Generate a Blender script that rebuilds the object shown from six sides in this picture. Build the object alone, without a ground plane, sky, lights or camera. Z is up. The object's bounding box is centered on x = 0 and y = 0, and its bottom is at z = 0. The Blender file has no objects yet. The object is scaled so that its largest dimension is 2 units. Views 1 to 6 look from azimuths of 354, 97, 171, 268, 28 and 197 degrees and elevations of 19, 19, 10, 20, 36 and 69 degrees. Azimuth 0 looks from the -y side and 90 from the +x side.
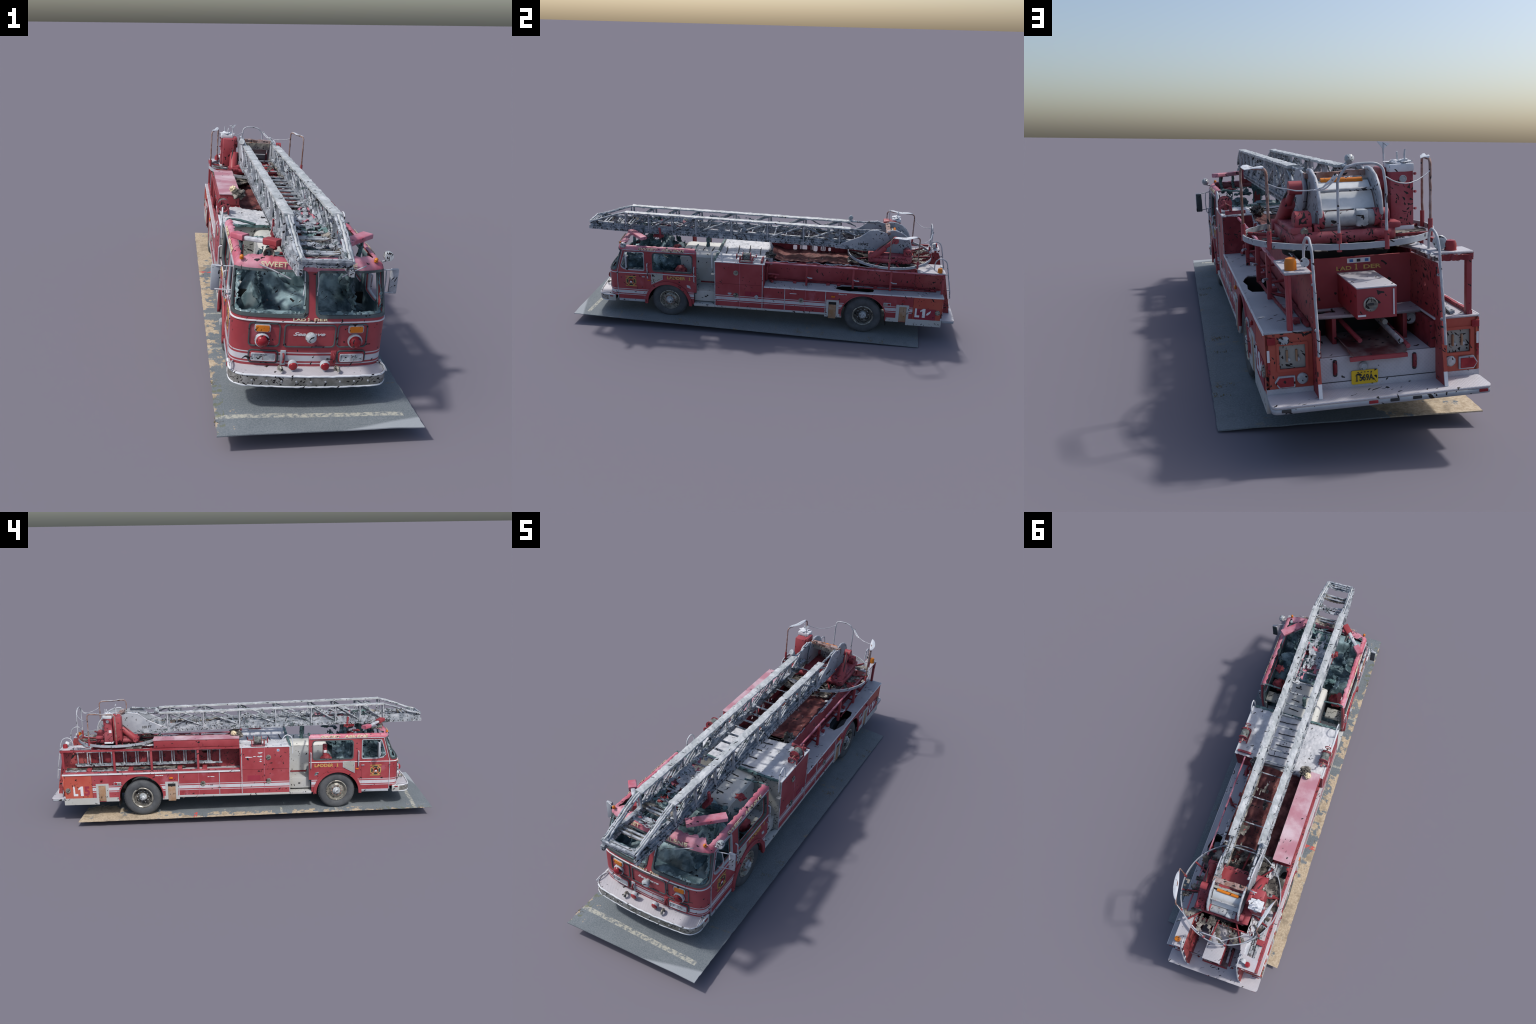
import bpy, bmesh, math, random
from math import sin, cos, pi, radians, hypot
from mathutils import Vector, Matrix, noise

random.seed(7)
COL = bpy.context.scene.collection

# ------------------------------------------------------------------ frame
TILT, YAW = 0.055, 0.0092          # the truck leans on its springs
ROOT_M = (Matrix.Translation((-0.0163, 0, 0)) @ Matrix.Rotation(YAW, 4, 'Z')
          @ Matrix.Rotation(TILT, 4, 'Y'))

truck = bpy.data.objects.new("fire_truck", None)
COL.objects.link(truck)
truck.matrix_world = ROOT_M
truck["label"] = "weathered red ladder fire truck with long grey aerial ladder"
truck["category"] = "fire truck"

# ------------------------------------------------------------------ materials
def new_mat(name):
    m = bpy.data.materials.new(name)
    m.use_nodes = True
    nt = m.node_tree
    nt.nodes.clear()
    out = nt.nodes.new('ShaderNodeOutputMaterial')
    b = nt.nodes.new('ShaderNodeBsdfPrincipled')
    nt.links.new(b.outputs[0], out.inputs[0])
    return m, nt, b

class G:
    """tiny node-graph helper"""
    def __init__(s, nt):
        s.nt = nt
        s.tc = nt.nodes.new('ShaderNodeTexCoord').outputs['Object']
    def n(s, t, **kw):
        nd = s.nt.nodes.new(t)
        for k, v in kw.items():
            setattr(nd, k, v)
        return nd
    def put(s, sock, v):
        if isinstance(v, bpy.types.NodeSocket):
            s.nt.links.new(v, sock)
        else:
            sock.default_value = v
    def math(s, op, a, b=0.0, clamp=False):
        nd = s.n('ShaderNodeMath', operation=op, use_clamp=clamp)
        s.put(nd.inputs[0], a); s.put(nd.inputs[1], b)
        return nd.outputs[0]
    def noise(s, scale, detail=4, rough=.6, off=(0, 0, 0), stretch=(1, 1, 1), dist=0.0):
        mp = s.n('ShaderNodeMapping')
        s.put(mp.inputs[0], s.tc)
        mp.inputs['Location'].default_value = off
        mp.inputs['Scale'].default_value = stretch
        nd = s.n('ShaderNodeTexNoise')
        s.put(nd.inputs['Vector'], mp.outputs[0])
        nd.inputs['Scale'].default_value = scale
        nd.inputs['Detail'].default_value = detail
        nd.inputs['Roughness'].default_value = rough
        nd.inputs['Distortion'].default_value = dist
        return nd.outputs['Fac']
    def cells(s, scale, off=(0, 0, 0), stretch=(1, 1, 1), rot=(0, 0, 0)):
        wob = s.n('ShaderNodeTexNoise')
        s.put(wob.inputs['Vector'], s.tc)
        wob.inputs['Scale'].default_value = 28
        wob.inputs['Detail'].default_value = 1
        mul = s.n('ShaderNodeVectorMath', operation='MULTIPLY_ADD')
        s.put(mul.inputs[0], wob.outputs['Color'])
        mul.inputs[1].default_value = (.045, .045, .045)
        s.put(mul.inputs[2], s.tc)
        mp = s.n('ShaderNodeMapping')
        s.put(mp.inputs[0], mul.outputs[0])
        mp.inputs['Location'].default_value = off
        mp.inputs['Rotation'].default_value = rot
        m2 = s.n('ShaderNodeMapping')
        s.put(m2.inputs[0], mp.outputs[0])
        m2.inputs['Scale'].default_value = stretch
        nd = s.n('ShaderNodeTexVoronoi')
        s.put(nd.inputs['Vector'], m2.outputs[0])
        nd.inputs['Scale'].default_value = scale
        sep = s.n('ShaderNodeSeparateColor')
        s.put(sep.inputs[0], nd.outputs['Color'])
        return sep.outputs[0], nd.outputs['Distance']
    def step(s, v, lo, hi):
        mr = s.n('ShaderNodeMapRange', interpolation_type='SMOOTHSTEP')
        s.put(mr.inputs[0], v)
        mr.inputs[1].default_value = lo; mr.inputs[2].default_value = hi
        return mr.outputs[0]
    def band(s, v, lo, hi, soft=.0006):
        return s.math('MULTIPLY', s.step(v, lo - soft, lo + soft), s.math('SUBTRACT', 1.0, s.step(v, hi - soft, hi + soft)))
    def mix(s, f, a, b):
        nd = s.n('ShaderNodeMix', data_type='RGBA')
        s.put(nd.inputs[0], f)
        for i, v in ((6, a), (7, b)):
            if isinstance(v, tuple) and len(v) == 3: v = v + (1,)
            s.put(nd.inputs[i], v)
        return nd.outputs[2]
    def xyz(s):
        sp = s.n('ShaderNodeSeparateXYZ'); s.put(sp.inputs[0], s.tc)
        return sp.outputs
    def bump(s, h, strength, dist, b):
        nd = s.n('ShaderNodeBump')
        nd.inputs['Strength'].default_value = strength
        nd.inputs['Distance'].default_value = dist
        s.put(nd.inputs['Height'], h)
        s.nt.links.new(nd.outputs[0], b.inputs['Normal'])

def flecks(g, amount, scale=120):
    """small sharp dark slivers copying the inverted triangles of the scan mesh"""
    patch = g.step(g.noise(14, 2, .5, (9, 2, 4)), .40, .66)
    lim = g.math('MULTIPLY', g.math('ADD', .2, patch), amount)
    out = None
    for off, st, rot, k in (((3.1, .7, 1.9), (1, .42, 2.0), (.75, .5, .7), 1.0), ((7.7, 2.3, .4), (2.3, 1.1, .5), (.9, -.8, .5), 1.15)):
        c, d = g.cells(scale * k * 1.05, off, st, rot)
        a = g.math('LESS_THAN', c, lim)
        out = a if out is None else g.math('MAXIMUM', out, a)
    return out

def paint(name, base, alt, rough=.5, fl=.02, spots=None, stripes=False, metal=0, dark=(.012, .010, .012), alt_rng=(.35, .7), scale=7, fscale=120, grain=.10, spec=.35):
    m, nt, b = new_mat(name)
    g = G(nt)
    col = g.mix(g.step(g.noise(scale, 5, .6), *alt_rng), base, alt)
    fine = g.noise(190, 3, .7, (4, 4, 4))
    col = g.mix(g.math('MULTIPLY', g.step(fine, .35, .7), grain), col, tuple(x * .45 for x in alt))
    if stripes:
        col = g.mix(g.math('MULTIPLY', g.step(g.noise(9, 4, .55, (6, 3, 1)), .56, .72), .55), col, (.42, .15, .19))
        z = g.xyz()[2]
        white = (.50, .51, .55)
        f = g.math('MAXIMUM', g.band(z, .1665, .1835), g.math('MAXIMUM', g.band(z, .1893, .1925), g.band(z, .1578, .1610)))
        wear = g.step(g.noise(16, 4, .65, (7, 1, 3)), .30, .52)
        f = g.math('MULTIPLY', f, g.math('ADD', .80, g.math('MULTIPLY', .20, wear)))
        col = g.mix(f, col, white)
    if spots:
        col = g.mix(g.step(g.noise(42, 4, .6, (1, 8, 2), (1, .6, 1.5)), spots[1], spots[1] + .05), col, spots[0])
    if fl:
        col = g.mix(flecks(g, fl, fscale), col, dark)
    nt.links.new(col, b.inputs['Base Color'])
    b.inputs['Roughness'].default_value = rough
    b.inputs['Metallic'].default_value = metal
    b.inputs['Specular IOR Level'].default_value = spec
    return m

RED, RED2 = (.275, .036, .046), (.345, .064, .076)
M = {}
M['red'] = paint("red_paint_striped", RED, RED2, .45, .012, ((.55, .30, .36), .735), stripes=True)
M['redp'] = paint("red_paint", RED, RED2, .45, .018, ((.55, .30, .36), .76))
M['redv'] = paint("red_paint_faded", (.44, .10, .145), (.56, .27, .34), .5, .016, scale=13)
M['redchip'] = paint("red_paint_chipped", (.29, .040, .055), (.40, .11, .13), .6, .10, scale=16, fscale=150)
M['reddark'] = paint("dark_red_paint", (.17, .016, .024), (.27, .042, .052), .6, .05, ((.55, .50, .52), .72), scale=22, fscale=140)
M['bed'] = paint("hose_bed_red", (.06, .009, .012), (.21, .075, .068), .7, .03, ((.48, .42, .41), .66), scale=15)
M['orange_red'] = paint("sun_faded_red", (.40, .066, .048), (.44, .10, .066), .5, .03)
M['redfin'] = paint("chipped_fin_paint", (.29, .040, .046), (.35, .085, .080), .6, .07, ((.6, .55, .55), .74), fscale=140)
M['white'] = paint("white_paint", (.44, .46, .47), (.40, .40, .38), .5, .02)
M['cream'] = paint("cream_lettering", (.72, .64, .45), (.62, .52, .34), .6, .05)
M['gold'] = paint("gold_leaf", (.56, .38, .11), (.46, .29, .08), .5, .02)
M['wht'] = paint("white_lettering", (.72, .73, .76), (.62, .62, .66), .6, .01)
M['rust'] = paint("rusty_door", (.30, .17, .09), (.36, .26, .19), .8, .01, scale=30)
M['rustpipe'] = paint("rusty_pipe", (.21, .10, .07), (.36, .28, .27), .7, .04, scale=34)
M['alu'] = paint("ladder_aluminium", (.19, .22, .26), (.50, .53, .57), .5, .10, ((.085, .11, .12), .57), scale=34, fscale=150, metal=.0, grain=.35)
M['alu_smooth'] = paint("aluminium_plate", (.30, .33, .375), (.40, .43, .47), .5, .03, scale=14)
M['rail'] = paint("ladder_top_rail", (.36, .39, .40), (.58, .60, .62), .5, .02, ((.36, .19, .17), .74), scale=26, grain=.3)
M['pipe'] = paint("grey_pipe", (.34, .36, .40), (.54, .56, .60), .45, .03, scale=40)
M['foil'] = paint("white_sheet", (.68, .70, .74), (.54, .58, .62), .6, .02)
M['chrome'] = paint("dull_chrome", (.36, .35, .31), (.17, .165, .145), .3, .10, metal=.35, scale=45, fscale=170)
M['bumper_metal'] = paint("bumper_chrome_glints", (.16, .16, .14), (.38, .38, .37), .35, .12, metal=.35, scale=20, fscale=150)  # paler patches paint the chrome's white highlights into the colour
M['rubber'] = paint("tyre_rubber", (.058, .064, .072), (.095, .102, .11), .8, 0, scale=20)
M['black'] = paint("flat_black", (.010, .010, .011), (.02, .02, .02), .8, 0)
M['gasket'] = paint("rubber_gasket", (.045, .06, .065), (.09, .11, .12), .7, .03)
M['teal'] = paint("cab_interior", (.045, .082, .098), (.30, .43, .47), .55, .02, ((.26, .15, .13), .70), scale=11, alt_rng=(.42, .66))
M['glass'] = paint("hazy_windshield", (.06, .115, .13), (.30, .40, .42), .30, .03, ((.24, .17, .15), .68), scale=10, alt_rng=(.36, .66), spec=.5)
M['tealpost'] = paint("teal_post", (.06, .12, .12), (.16, .26, .27), .6, .08, scale=40)
M['grime'] = paint("grimy_deck", (.055, .05, .045), (.33, .31, .28), .8, .10, ((.30, .06, .06), .66), scale=24, alt_rng=(.42, .66))
M['tarp'] = paint("white_tarp", (.50, .52, .56), (.68, .69, .72), .6, .02, ((.58, .12, .13), .765), scale=16)
M['wallgrey'] = paint("grey_bulkhead", (.30, .31, .29), (.38, .38, .35), .6, .07, fscale=150)
M['redlens'] = paint("red_lens", (.22, .010, .018), (.34, .03, .038), .25, .07, scale=30)
M['amber'] = paint("amber_lens", (.56, .15, .010), (.66, .21, .015), .35, .06, scale=30)
M['lens'] = paint("clear_lens", (.28, .31, .33), (.56, .59, .62), .2, .10, scale=40, fscale=160)
M['yellow'] = paint("yellow_plate", (.80, .55, .02), (.70, .45, .02), .5, .03)
M['ink'] = paint("dark_lettering", (.03, .03, .035), (.05, .05, .05), .7, 0)
M['blue'] = paint("blue_sticker", (.05, .16, .42), (.10, .25, .5), .6, 0)
M['maroon'] = paint("maroon_panel", (.26, .022, .045), (.30, .035, .06), .5, .01)
M['hose'] = paint("wound_cable", (.06, .07, .07), (.25, .27, .26), .8, .05, scale=60)
M['lidpink'] = paint("faded_lid_paint", (.44, .20, .25), (.60, .47, .52), .5, .006, scale=9)
M['dusty'] = paint("dusty_tray", (.10, .022, .026), (.20, .15, .145), .7, .03, scale=14, alt_rng=(.38, .6))
M['dish'] = paint("dark_wheel_dish", (.035, .036, .038), (.16, .15, .13), .5, .06, scale=40)
M['tankwhite'] = paint("white_backplate", (.56, .60, .62), (.72, .74, .75), .5, .0, scale=12)
M['steel'] = paint("grey_drum", (.26, .28, .30), (.45, .46, .48), .5, .04, ((.40, .10, .11), .66), scale=22)

def diamond(name, base, alt, amount=.12, fl=.012, spot=None):
    m, nt, b = new_mat(name)
    g = G(nt)
    col = g.mix(g.step(g.noise(9, 5, .6), .35, .7), base, alt)
    X, Y, Z = g.xyz()
    q = g.math('ADD', Y, Z); k = 2 * pi / .0155
    h = g.math('MULTIPLY', g.math('SINE', g.math('MULTIPLY', g.math('ADD', X, q), k)), g.math('SINE', g.math('MULTIPLY', g.math('SUBTRACT', X, q), k)))
    h = g.math('ABSOLUTE', h)
    col = g.mix(g.math('MULTIPLY', g.step(h, .35, .75), amount), col, tuple(x * .62 for x in base))
    if spot:
        col = g.mix(g.step(g.noise(38, 4, .6, (2, 2, 2)), .68, .74), col, spot)
    col = g.mix(flecks(g, fl), col, (.015, .015, .015))
    nt.links.new(col, b.inputs['Base Color'])
    b.inputs['Roughness'].default_value = .5
    g.bump(h, .18, .0015, b)
    return m
M['plate'] = diamond("diamond_plate", (.42, .415, .45), (.52, .505, .545), spot=(.46, .34, .36))
M['plateshade'] = diamond("shaded_diamond_plate", (.36, .38, .42), (.44, .455, .49))  # copy of the diamond plate, darkened in colour for the shaded right deck
M['cover'] = diamond("engine_cover_plate", (.52, .53, .50), (.62, .62, .60))

# ------------------------------------------------------------------ mesh tools
def finish(name, me, mat, parent=truck, smooth=False, kind=None, angle=40):
    o = bpy.data.objects.new(name, me)
    COL.objects.link(o)
    if parent: o.parent = parent
    if mat: me.materials.append(M[mat] if isinstance(mat, str) else mat)
    if smooth:
        me.polygons.foreach_set('use_smooth', [True] * len(me.polygons))
        try: me.set_sharp_from_angle(angle=radians(angle))
        except Exception: pass
    if kind: o["kind"] = kind
    return o

def from_bm(name, bm, mat, parent=truck, smooth=False, kind=None, recalc=True, angle=40):
    if recalc: bmesh.ops.recalc_face_normals(bm, faces=bm.faces)
    me = bpy.data.meshes.new(name)
    bm.to_mesh(me); bm.free()
    return finish(name, me, mat, parent, smooth, kind, angle)

def nz(p, s, seed=0.0):
    v = Vector((p[0] * s + seed, p[1] * s - seed * .7, p[2] * s + seed * 1.3))
    return noise.noise_vector(v)

def shake(bm, amp, scale, seed=0.0, mask=None):
    for v in bm.verts:
        k = 1.0 if mask is None else mask(v.co)
        v.co += nz(v.co, scale, seed) * amp * k

def divide(bm, axis, step):
    lo = min(v.co[axis] for v in bm.verts); hi = max(v.co[axis] for v in bm.verts)
    n = max(1, int((hi - lo) / step))
    no = [0, 0, 0]; no[axis] = 1
    for i in range(1, n):
        co = [0, 0, 0]; co[axis] = lo + (hi - lo) * i / n
        bmesh.ops.bisect_plane(bm, geom=bm.verts[:] + bm.edges[:] + bm.faces[:], plane_co=co, plane_no=no)

def add_box(bm, x0, x1, y0, y1, z0, z1):
    vs = [bm.verts.new((x, y, z)) for x in (x0, x1) for y in (y0, y1) for z in (z0, z1)]
    for f in ((0, 1, 3, 2), (4, 6, 7, 5), (0, 4, 5, 1), (2, 3, 7, 6), (0, 2, 6, 4), (1, 5, 7, 3)):
        bm.faces.new([vs[i] for i in f])
    return vs

def box(name, x0, x1, y0, y1, z0, z1, mat, parent=truck, bev=0.0015, rough=None, kind=None):
    bm = bmesh.new()
    add_box(bm, min(x0, x1), max(x0, x1), min(y0, y1), max(y0, y1), min(z0, z1), max(z0, z1))
    if bev:
        bmesh.ops.bevel(bm, geom=bm.edges[:], offset=bev, segments=2, profile=.5, affect='EDGES')
    if rough:
        amp, sc, st = rough
        for a in range(3): divide(bm, a, st)
        shake(bm, amp, sc, x0 * 7 + y0 * 3)
    return from_bm(name, bm, mat, parent, smooth=bool(bev), kind=kind)

def rr(x0, x1, y0, y1, r, n=5):
    pts = []
    for cx, cy, a in ((x1 - r, y1 - r, 0), (x0 + r, y1 - r, 90), (x0 + r, y0 + r, 180), (x1 - r, y0 + r, 270)):
        for i in range(n + 1):
            t = radians(a + 90 * i / n)
            pts.append((cx + r * cos(t), cy + r * sin(t)))
    return pts

def round_poly(pts, r, n=4):
    out = []
    k = len(pts)
    for i in range(k):
        p0, p, p1 = Vector(pts[i - 1]), Vector(pts[i]), Vector(pts[(i + 1) % k])
        a = (p0 - p); b = (p1 - p)
        rr_ = min(r, a.length * .45, b.length * .45)
        a = p + a.normalized() * rr_; b = p + b.normalized() * rr_
        for j in range(n + 1):
            t = j / n
            out.append(tuple((1 - t) ** 2 * a + 2 * t * (1 - t) * p + t * t * b))
    return out

def circ(cx, cy, r, n=32, a0=0, a1=360):
    full = abs(a1 - a0) >= 360
    m = n if full else n + 1
    return [(cx + r * cos(radians(a0 + (a1 - a0) * i / n)), cy + r * sin(radians(a0 + (a1 - a0) * i / n))) for i in range(m)]

def flat_bm(outer, holes, c0, c1):
    """filled outline (with holes) in a,b, extruded from c0 to c1"""
    cu = bpy.data.curves.new("tmp", 'CURVE')
    cu.dimensions = '2D'; cu.fill_mode = 'BOTH'
    for loop in [outer] + list(holes):
        sp = cu.splines.new('POLY')
        sp.points.add(len(loop) - 1)
        for p, q in zip(sp.points, loop): p.co = (q[0], q[1], 0, 1)
        sp.use_cyclic_u = True
    cu.extrude = abs(c1 - c0) / 2
    o = bpy.data.objects.new("tmp", cu)
    COL.objects.link(o)
    me = bpy.data.meshes.new_from_object(o)
    bpy.data.objects.remove(o); bpy.data.curves.remove(cu)
    bm = bmesh.new(); bm.from_mesh(me); bpy.data.meshes.remove(me)
    for v in bm.verts: v.co.z += (c0 + c1) / 2
    bmesh.ops.remove_doubles(bm, verts=bm.verts, dist=1e-6)
    return bm

def plate(name, outer, c0, c1, axis, mat, holes=(), parent=truck, fn=None, cuts=None, rough=None, kind=None, smooth=False):
    """axis 'x': outline in (y,z); 'y': outline in (x,z); 'z': outline in (x,y)"""
    bm = flat_bm(outer, holes, c0, c1)
    if cuts:
        for a, st in enumerate(cuts):
            if st: divide(bm, a, st)
    for v in bm.verts:
        a, b, c = v.co
        if fn: v.co = fn(a, b, c)
        elif axis == 'x': v.co = (c, a, b)
        elif axis == 'y': v.co = (a, c, b)
        else: v.co = (a, b, c)
    if rough:
        shake(bm, rough[0], rough[1], c0 * 11)
    return from_bm(name, bm, mat, parent, kind=kind, smooth=smooth, angle=30)

def smooth_path(pts, r, n=5):
    pts = [Vector(p) for p in pts]
    out = [pts[0]]
    for i in range(1, len(pts) - 1):
        p = pts[i]; a = pts[i - 1] - p; b = pts[i + 1] - p
        q = min(r, a.length * .48, b.length * .48)
        A = p + a.normalized() * q; B = p + b.normalized() * q
        for j in range(n + 1):
            t = j / n
            out.append((1 - t) ** 2 * A + 2 * t * (1 - t) * p + t * t * B)
    out.append(pts[-1])
    return out

def resample(pts, step):
    out = [pts[0]]
    for a, b in zip(pts, pts[1:]):
        n = max(1, int((b - a).length / step))
        for i in range(1, n + 1): out.append(a.lerp(b, i / n))
    return out

def sweep_bm(bm, pts, prof, closed=False, up=None, jitter=0, seed=0.0, taper=None):
    """sweep a closed 2D profile along a path"""
    pts = [Vector(p) for p in pts]
    k = len(pts)
    rings = []
    prev = None
    for i, p in enumerate(pts):
        if closed: t = pts[(i + 1) % k] - pts[i - 1]
        else: t = pts[min(i + 1, k - 1)] - pts[max(i - 1, 0)]
        t.normalize()
        ref = Vector(up) if up else (prev if prev else (Vector((0, 0, 1)) if abs(t.z) < .9 else Vector((0, 1, 0))))
        x = t.cross(ref)
        if x.length < 1e-4: x = t.cross(Vector((1, 0, 0)))
        x.normalize(); y = x.cross(t).normalized()
        prev = y
        s = taper(i / max(1, k - 1)) if taper else 1
        ring = []
        for a, b in prof:
            co = p + x * a * s + y * b * s
            if jitter: co += nz(co, 60, seed) * jitter + nz(co, 190, seed + 5) * jitter * .5
            ring.append(bm.verts.new(co))
        rings.append(ring)
    m = len(prof)
    for i in range(k if closed else k - 1):
        A, B = rings[i], rings[(i + 1) % k]
        for j in range(m):
            bm.faces.new((A[j], A[(j + 1) % m], B[(j + 1) % m], B[j]))
    if not closed:
        bm.faces.new(rings[0][::-1]); bm.faces.new(rings[-1])

def circle_prof(r, n=10): return [(r * cos(2 * pi * i / n), r * sin(2 * pi * i / n)) for i in range(n)]
def rect_prof(w, h): return [(-w / 2, -h / 2), (w / 2, -h / 2), (w / 2, h / 2), (-w / 2, h / 2)]

def tube(name, pts, r, mat, parent=truck, bend=0, jitter=0, closed=False, step=None, n=10, kind=None, taper=None):
    pts = [Vector(p) for p in pts]
    if bend: pts = smooth_path(pts, bend)
    if step: pts = resample(pts, step)
    bm = bmesh.new()
    sweep_bm(bm, pts, circle_prof(r, n), closed, jitter=jitter, seed=r * 100, taper=taper)
    return from_bm(name, bm, mat, parent, smooth=True, kind=kind, angle=60)

def bar(name, pts, w, h, mat, parent=truck, up=(0, 0, 1), jitter=0, step=None, kind=None):
    pts = [Vector(p) for p in pts]
    if step: pts = resample(pts, step)
    bm = bmesh.new()
    sweep_bm(bm, pts, rect_prof(w, h), up=up, jitter=jitter)
    return from_bm(name, bm, mat, parent, kind=kind)

def lathe(name, prof, origin, direction, mat, parent=truck, n=40, smooth=True):
    """prof: list of (radius, distance along direction)"""
    d = Vector(direction).normalized()
    x = d.orthogonal().normalized(); y = d.cross(x)
    bm = bmesh.new(); rings = []
    for r, h in prof:
        c = Vector(origin) + d * h
        if r < 1e-5: rings.append([bm.verts.new(c)])
        else: rings.append([bm.verts.new(c + (x * cos(2 * pi * i / n) + y * sin(2 * pi * i / n)) * r) for i in range(n)])
    for A, B in zip(rings, rings[1:]):
        if len(A) == 1 and len(B) == 1: continue
        for i in range(n):
            j = (i + 1) % n
            if len(A) == 1: bm.faces.new((A[0], B[j], B[i]))
            elif len(B) == 1: bm.faces.new((A[i], A[j], B[0]))
            else: bm.faces.new((A[i], A[j], B[j], B[i]))
    return from_bm(name, bm, mat, parent, smooth=smooth, angle=35)

def disc(name, c, d, r, h, mat, parent=truck, n=28, rim=.18):
    return lathe(name, [(0, 0), (r, 0), (r, h * .7), (r * (1 - rim), h), (0, h)], c, d, mat, parent, n)

def lettering(name, body, u0, u1, v0, v1, fn, mat, parent=truck, shear=0, thick=.0008, grid=None):
    cu = bpy.data.curves.new("tmp", 'FONT')
    cu.body = body; cu.size = 1; cu.extrude = .02; cu.shear = shear
    cu.offset = .022 if len(body) > 1 else .045
    cu.resolution_u = 3
    o = bpy.data.objects.new("tmp", cu); COL.objects.link(o)
    me = bpy.data.meshes.new_from_object(o)
    bpy.data.objects.remove(o); bpy.data.curves.remove(cu)
    bm = bmesh.new(); bm.from_mesh(me); bpy.data.meshes.remove(me)
    xs = [v.co.x for v in bm.verts]; ys = [v.co.y for v in bm.verts]
    a0, a1, b0, b1 = min(xs), max(xs), min(ys), max(ys)
    for v in bm.verts:
        v.co = (u0 + (v.co.x - a0) / (a1 - a0) * (u1 - u0), v0 + (v.co.y - b0) / (b1 - b0) * (v1 - v0), thick * (1 if v.co.z > 0 else -.3))
    if grid: divide(bm, 0, grid)
    for v in bm.verts: v.co = fn(*v.co)
    return from_bm(name, bm, mat, parent)

def sheet(name, f, nu, nv, mat, thick=.002, parent=truck, kind=None, keep=None, smooth=True):
    """parametric surface f(u,v), u,v in 0..1, given real thickness"""
    bm = bmesh.new()
    g = [[bm.verts.new(f(i / nu, j / nv)) for j in range(nv + 1)] for i in range(nu + 1)]
    if keep:      # ragged pieces: break up the regular grid
        for row in g:
            for v in row: v.co += nz(v.co, 170, 3.0) * .0035
    for i in range(nu):
        for j in range(nv):
            if keep is None or keep((i + .5) / nu, (j + .5) / nv):
                bm.faces.new((g[i][j], g[i + 1][j], g[i + 1][j + 1], g[i][j + 1]))
    loose = [v for v in bm.verts if not v.link_faces]
    bmesh.ops.delete(bm, geom=loose, context='VERTS')
    bmesh.ops.recalc_face_normals(bm, faces=bm.faces)
    if thick:
        bm.normal_update()
        nrm = {v: v.normal.copy() for v in bm.verts}
        old = bm.verts[:]
        twin = {v: bm.verts.new(v.co - nrm[v] * thick) for v in old}
        rim_edges = [e for e in bm.edges if len(e.link_faces) == 1]
        fs = bm.faces[:]
        for fc in fs: bm.faces.new([twin[v] for v in reversed(fc.verts)])
        for e in rim_edges:
            a, b = e.verts
            bm.faces.new((a, b, twin[b], twin[a]))
    return from_bm(name, bm, mat, parent, smooth=smooth, kind=kind, angle=70)

def lump(name, c, size, mat, parent=truck, seed=0, amp=.35, sub=4, freq=2.2, kind=None):
    bm = bmesh.new()
    bmesh.ops.create_icosphere(bm, subdivisions=sub, radius=1)
    for v in bm.verts:
        q = v.co.copy()
        d = noise.fractal(q * freq + Vector((seed * 3.7, seed, -seed)), .8, 2.0, 4)
        q *= 1 + amp * d
        v.co = Vector(c) + Vector((q.x * size[0], q.y * size[1], q.z * size[2]))
    return from_bm(name, bm, mat, parent, smooth=True, kind=kind, angle=80)

def fbm(x, y, s, seed=0.0):
    return noise.fractal(Vector((x * s + seed, y * s - seed, seed * .37)), .9, 2.1, 4)

SIDES = (-1, 1)
def numeral_one(name, u0, u1, v0, v1, fn, mat, parent=truck, serif=False):
    w, h = u1 - u0, v1 - v0
    pts = [(.42, 0), (1, 0), (1, 1), (.58, 1), (0, .80), (0, .62), (.42, .72)]
    if serif: pts = [(.05, 0), (1, 0), (1, .10), (.75, .14), (.75, 1), (.5, 1), (0, .86), (.02, .78), (.35, .84), (.35, .14), (.05, .10)]
    return plate(name, [(u0 + a * w, v0 + b * h) for a, b in pts], -.0003, .0008, 'n', mat, fn=fn, parent=parent)
HW = .2165                                    # half width of the body

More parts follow.
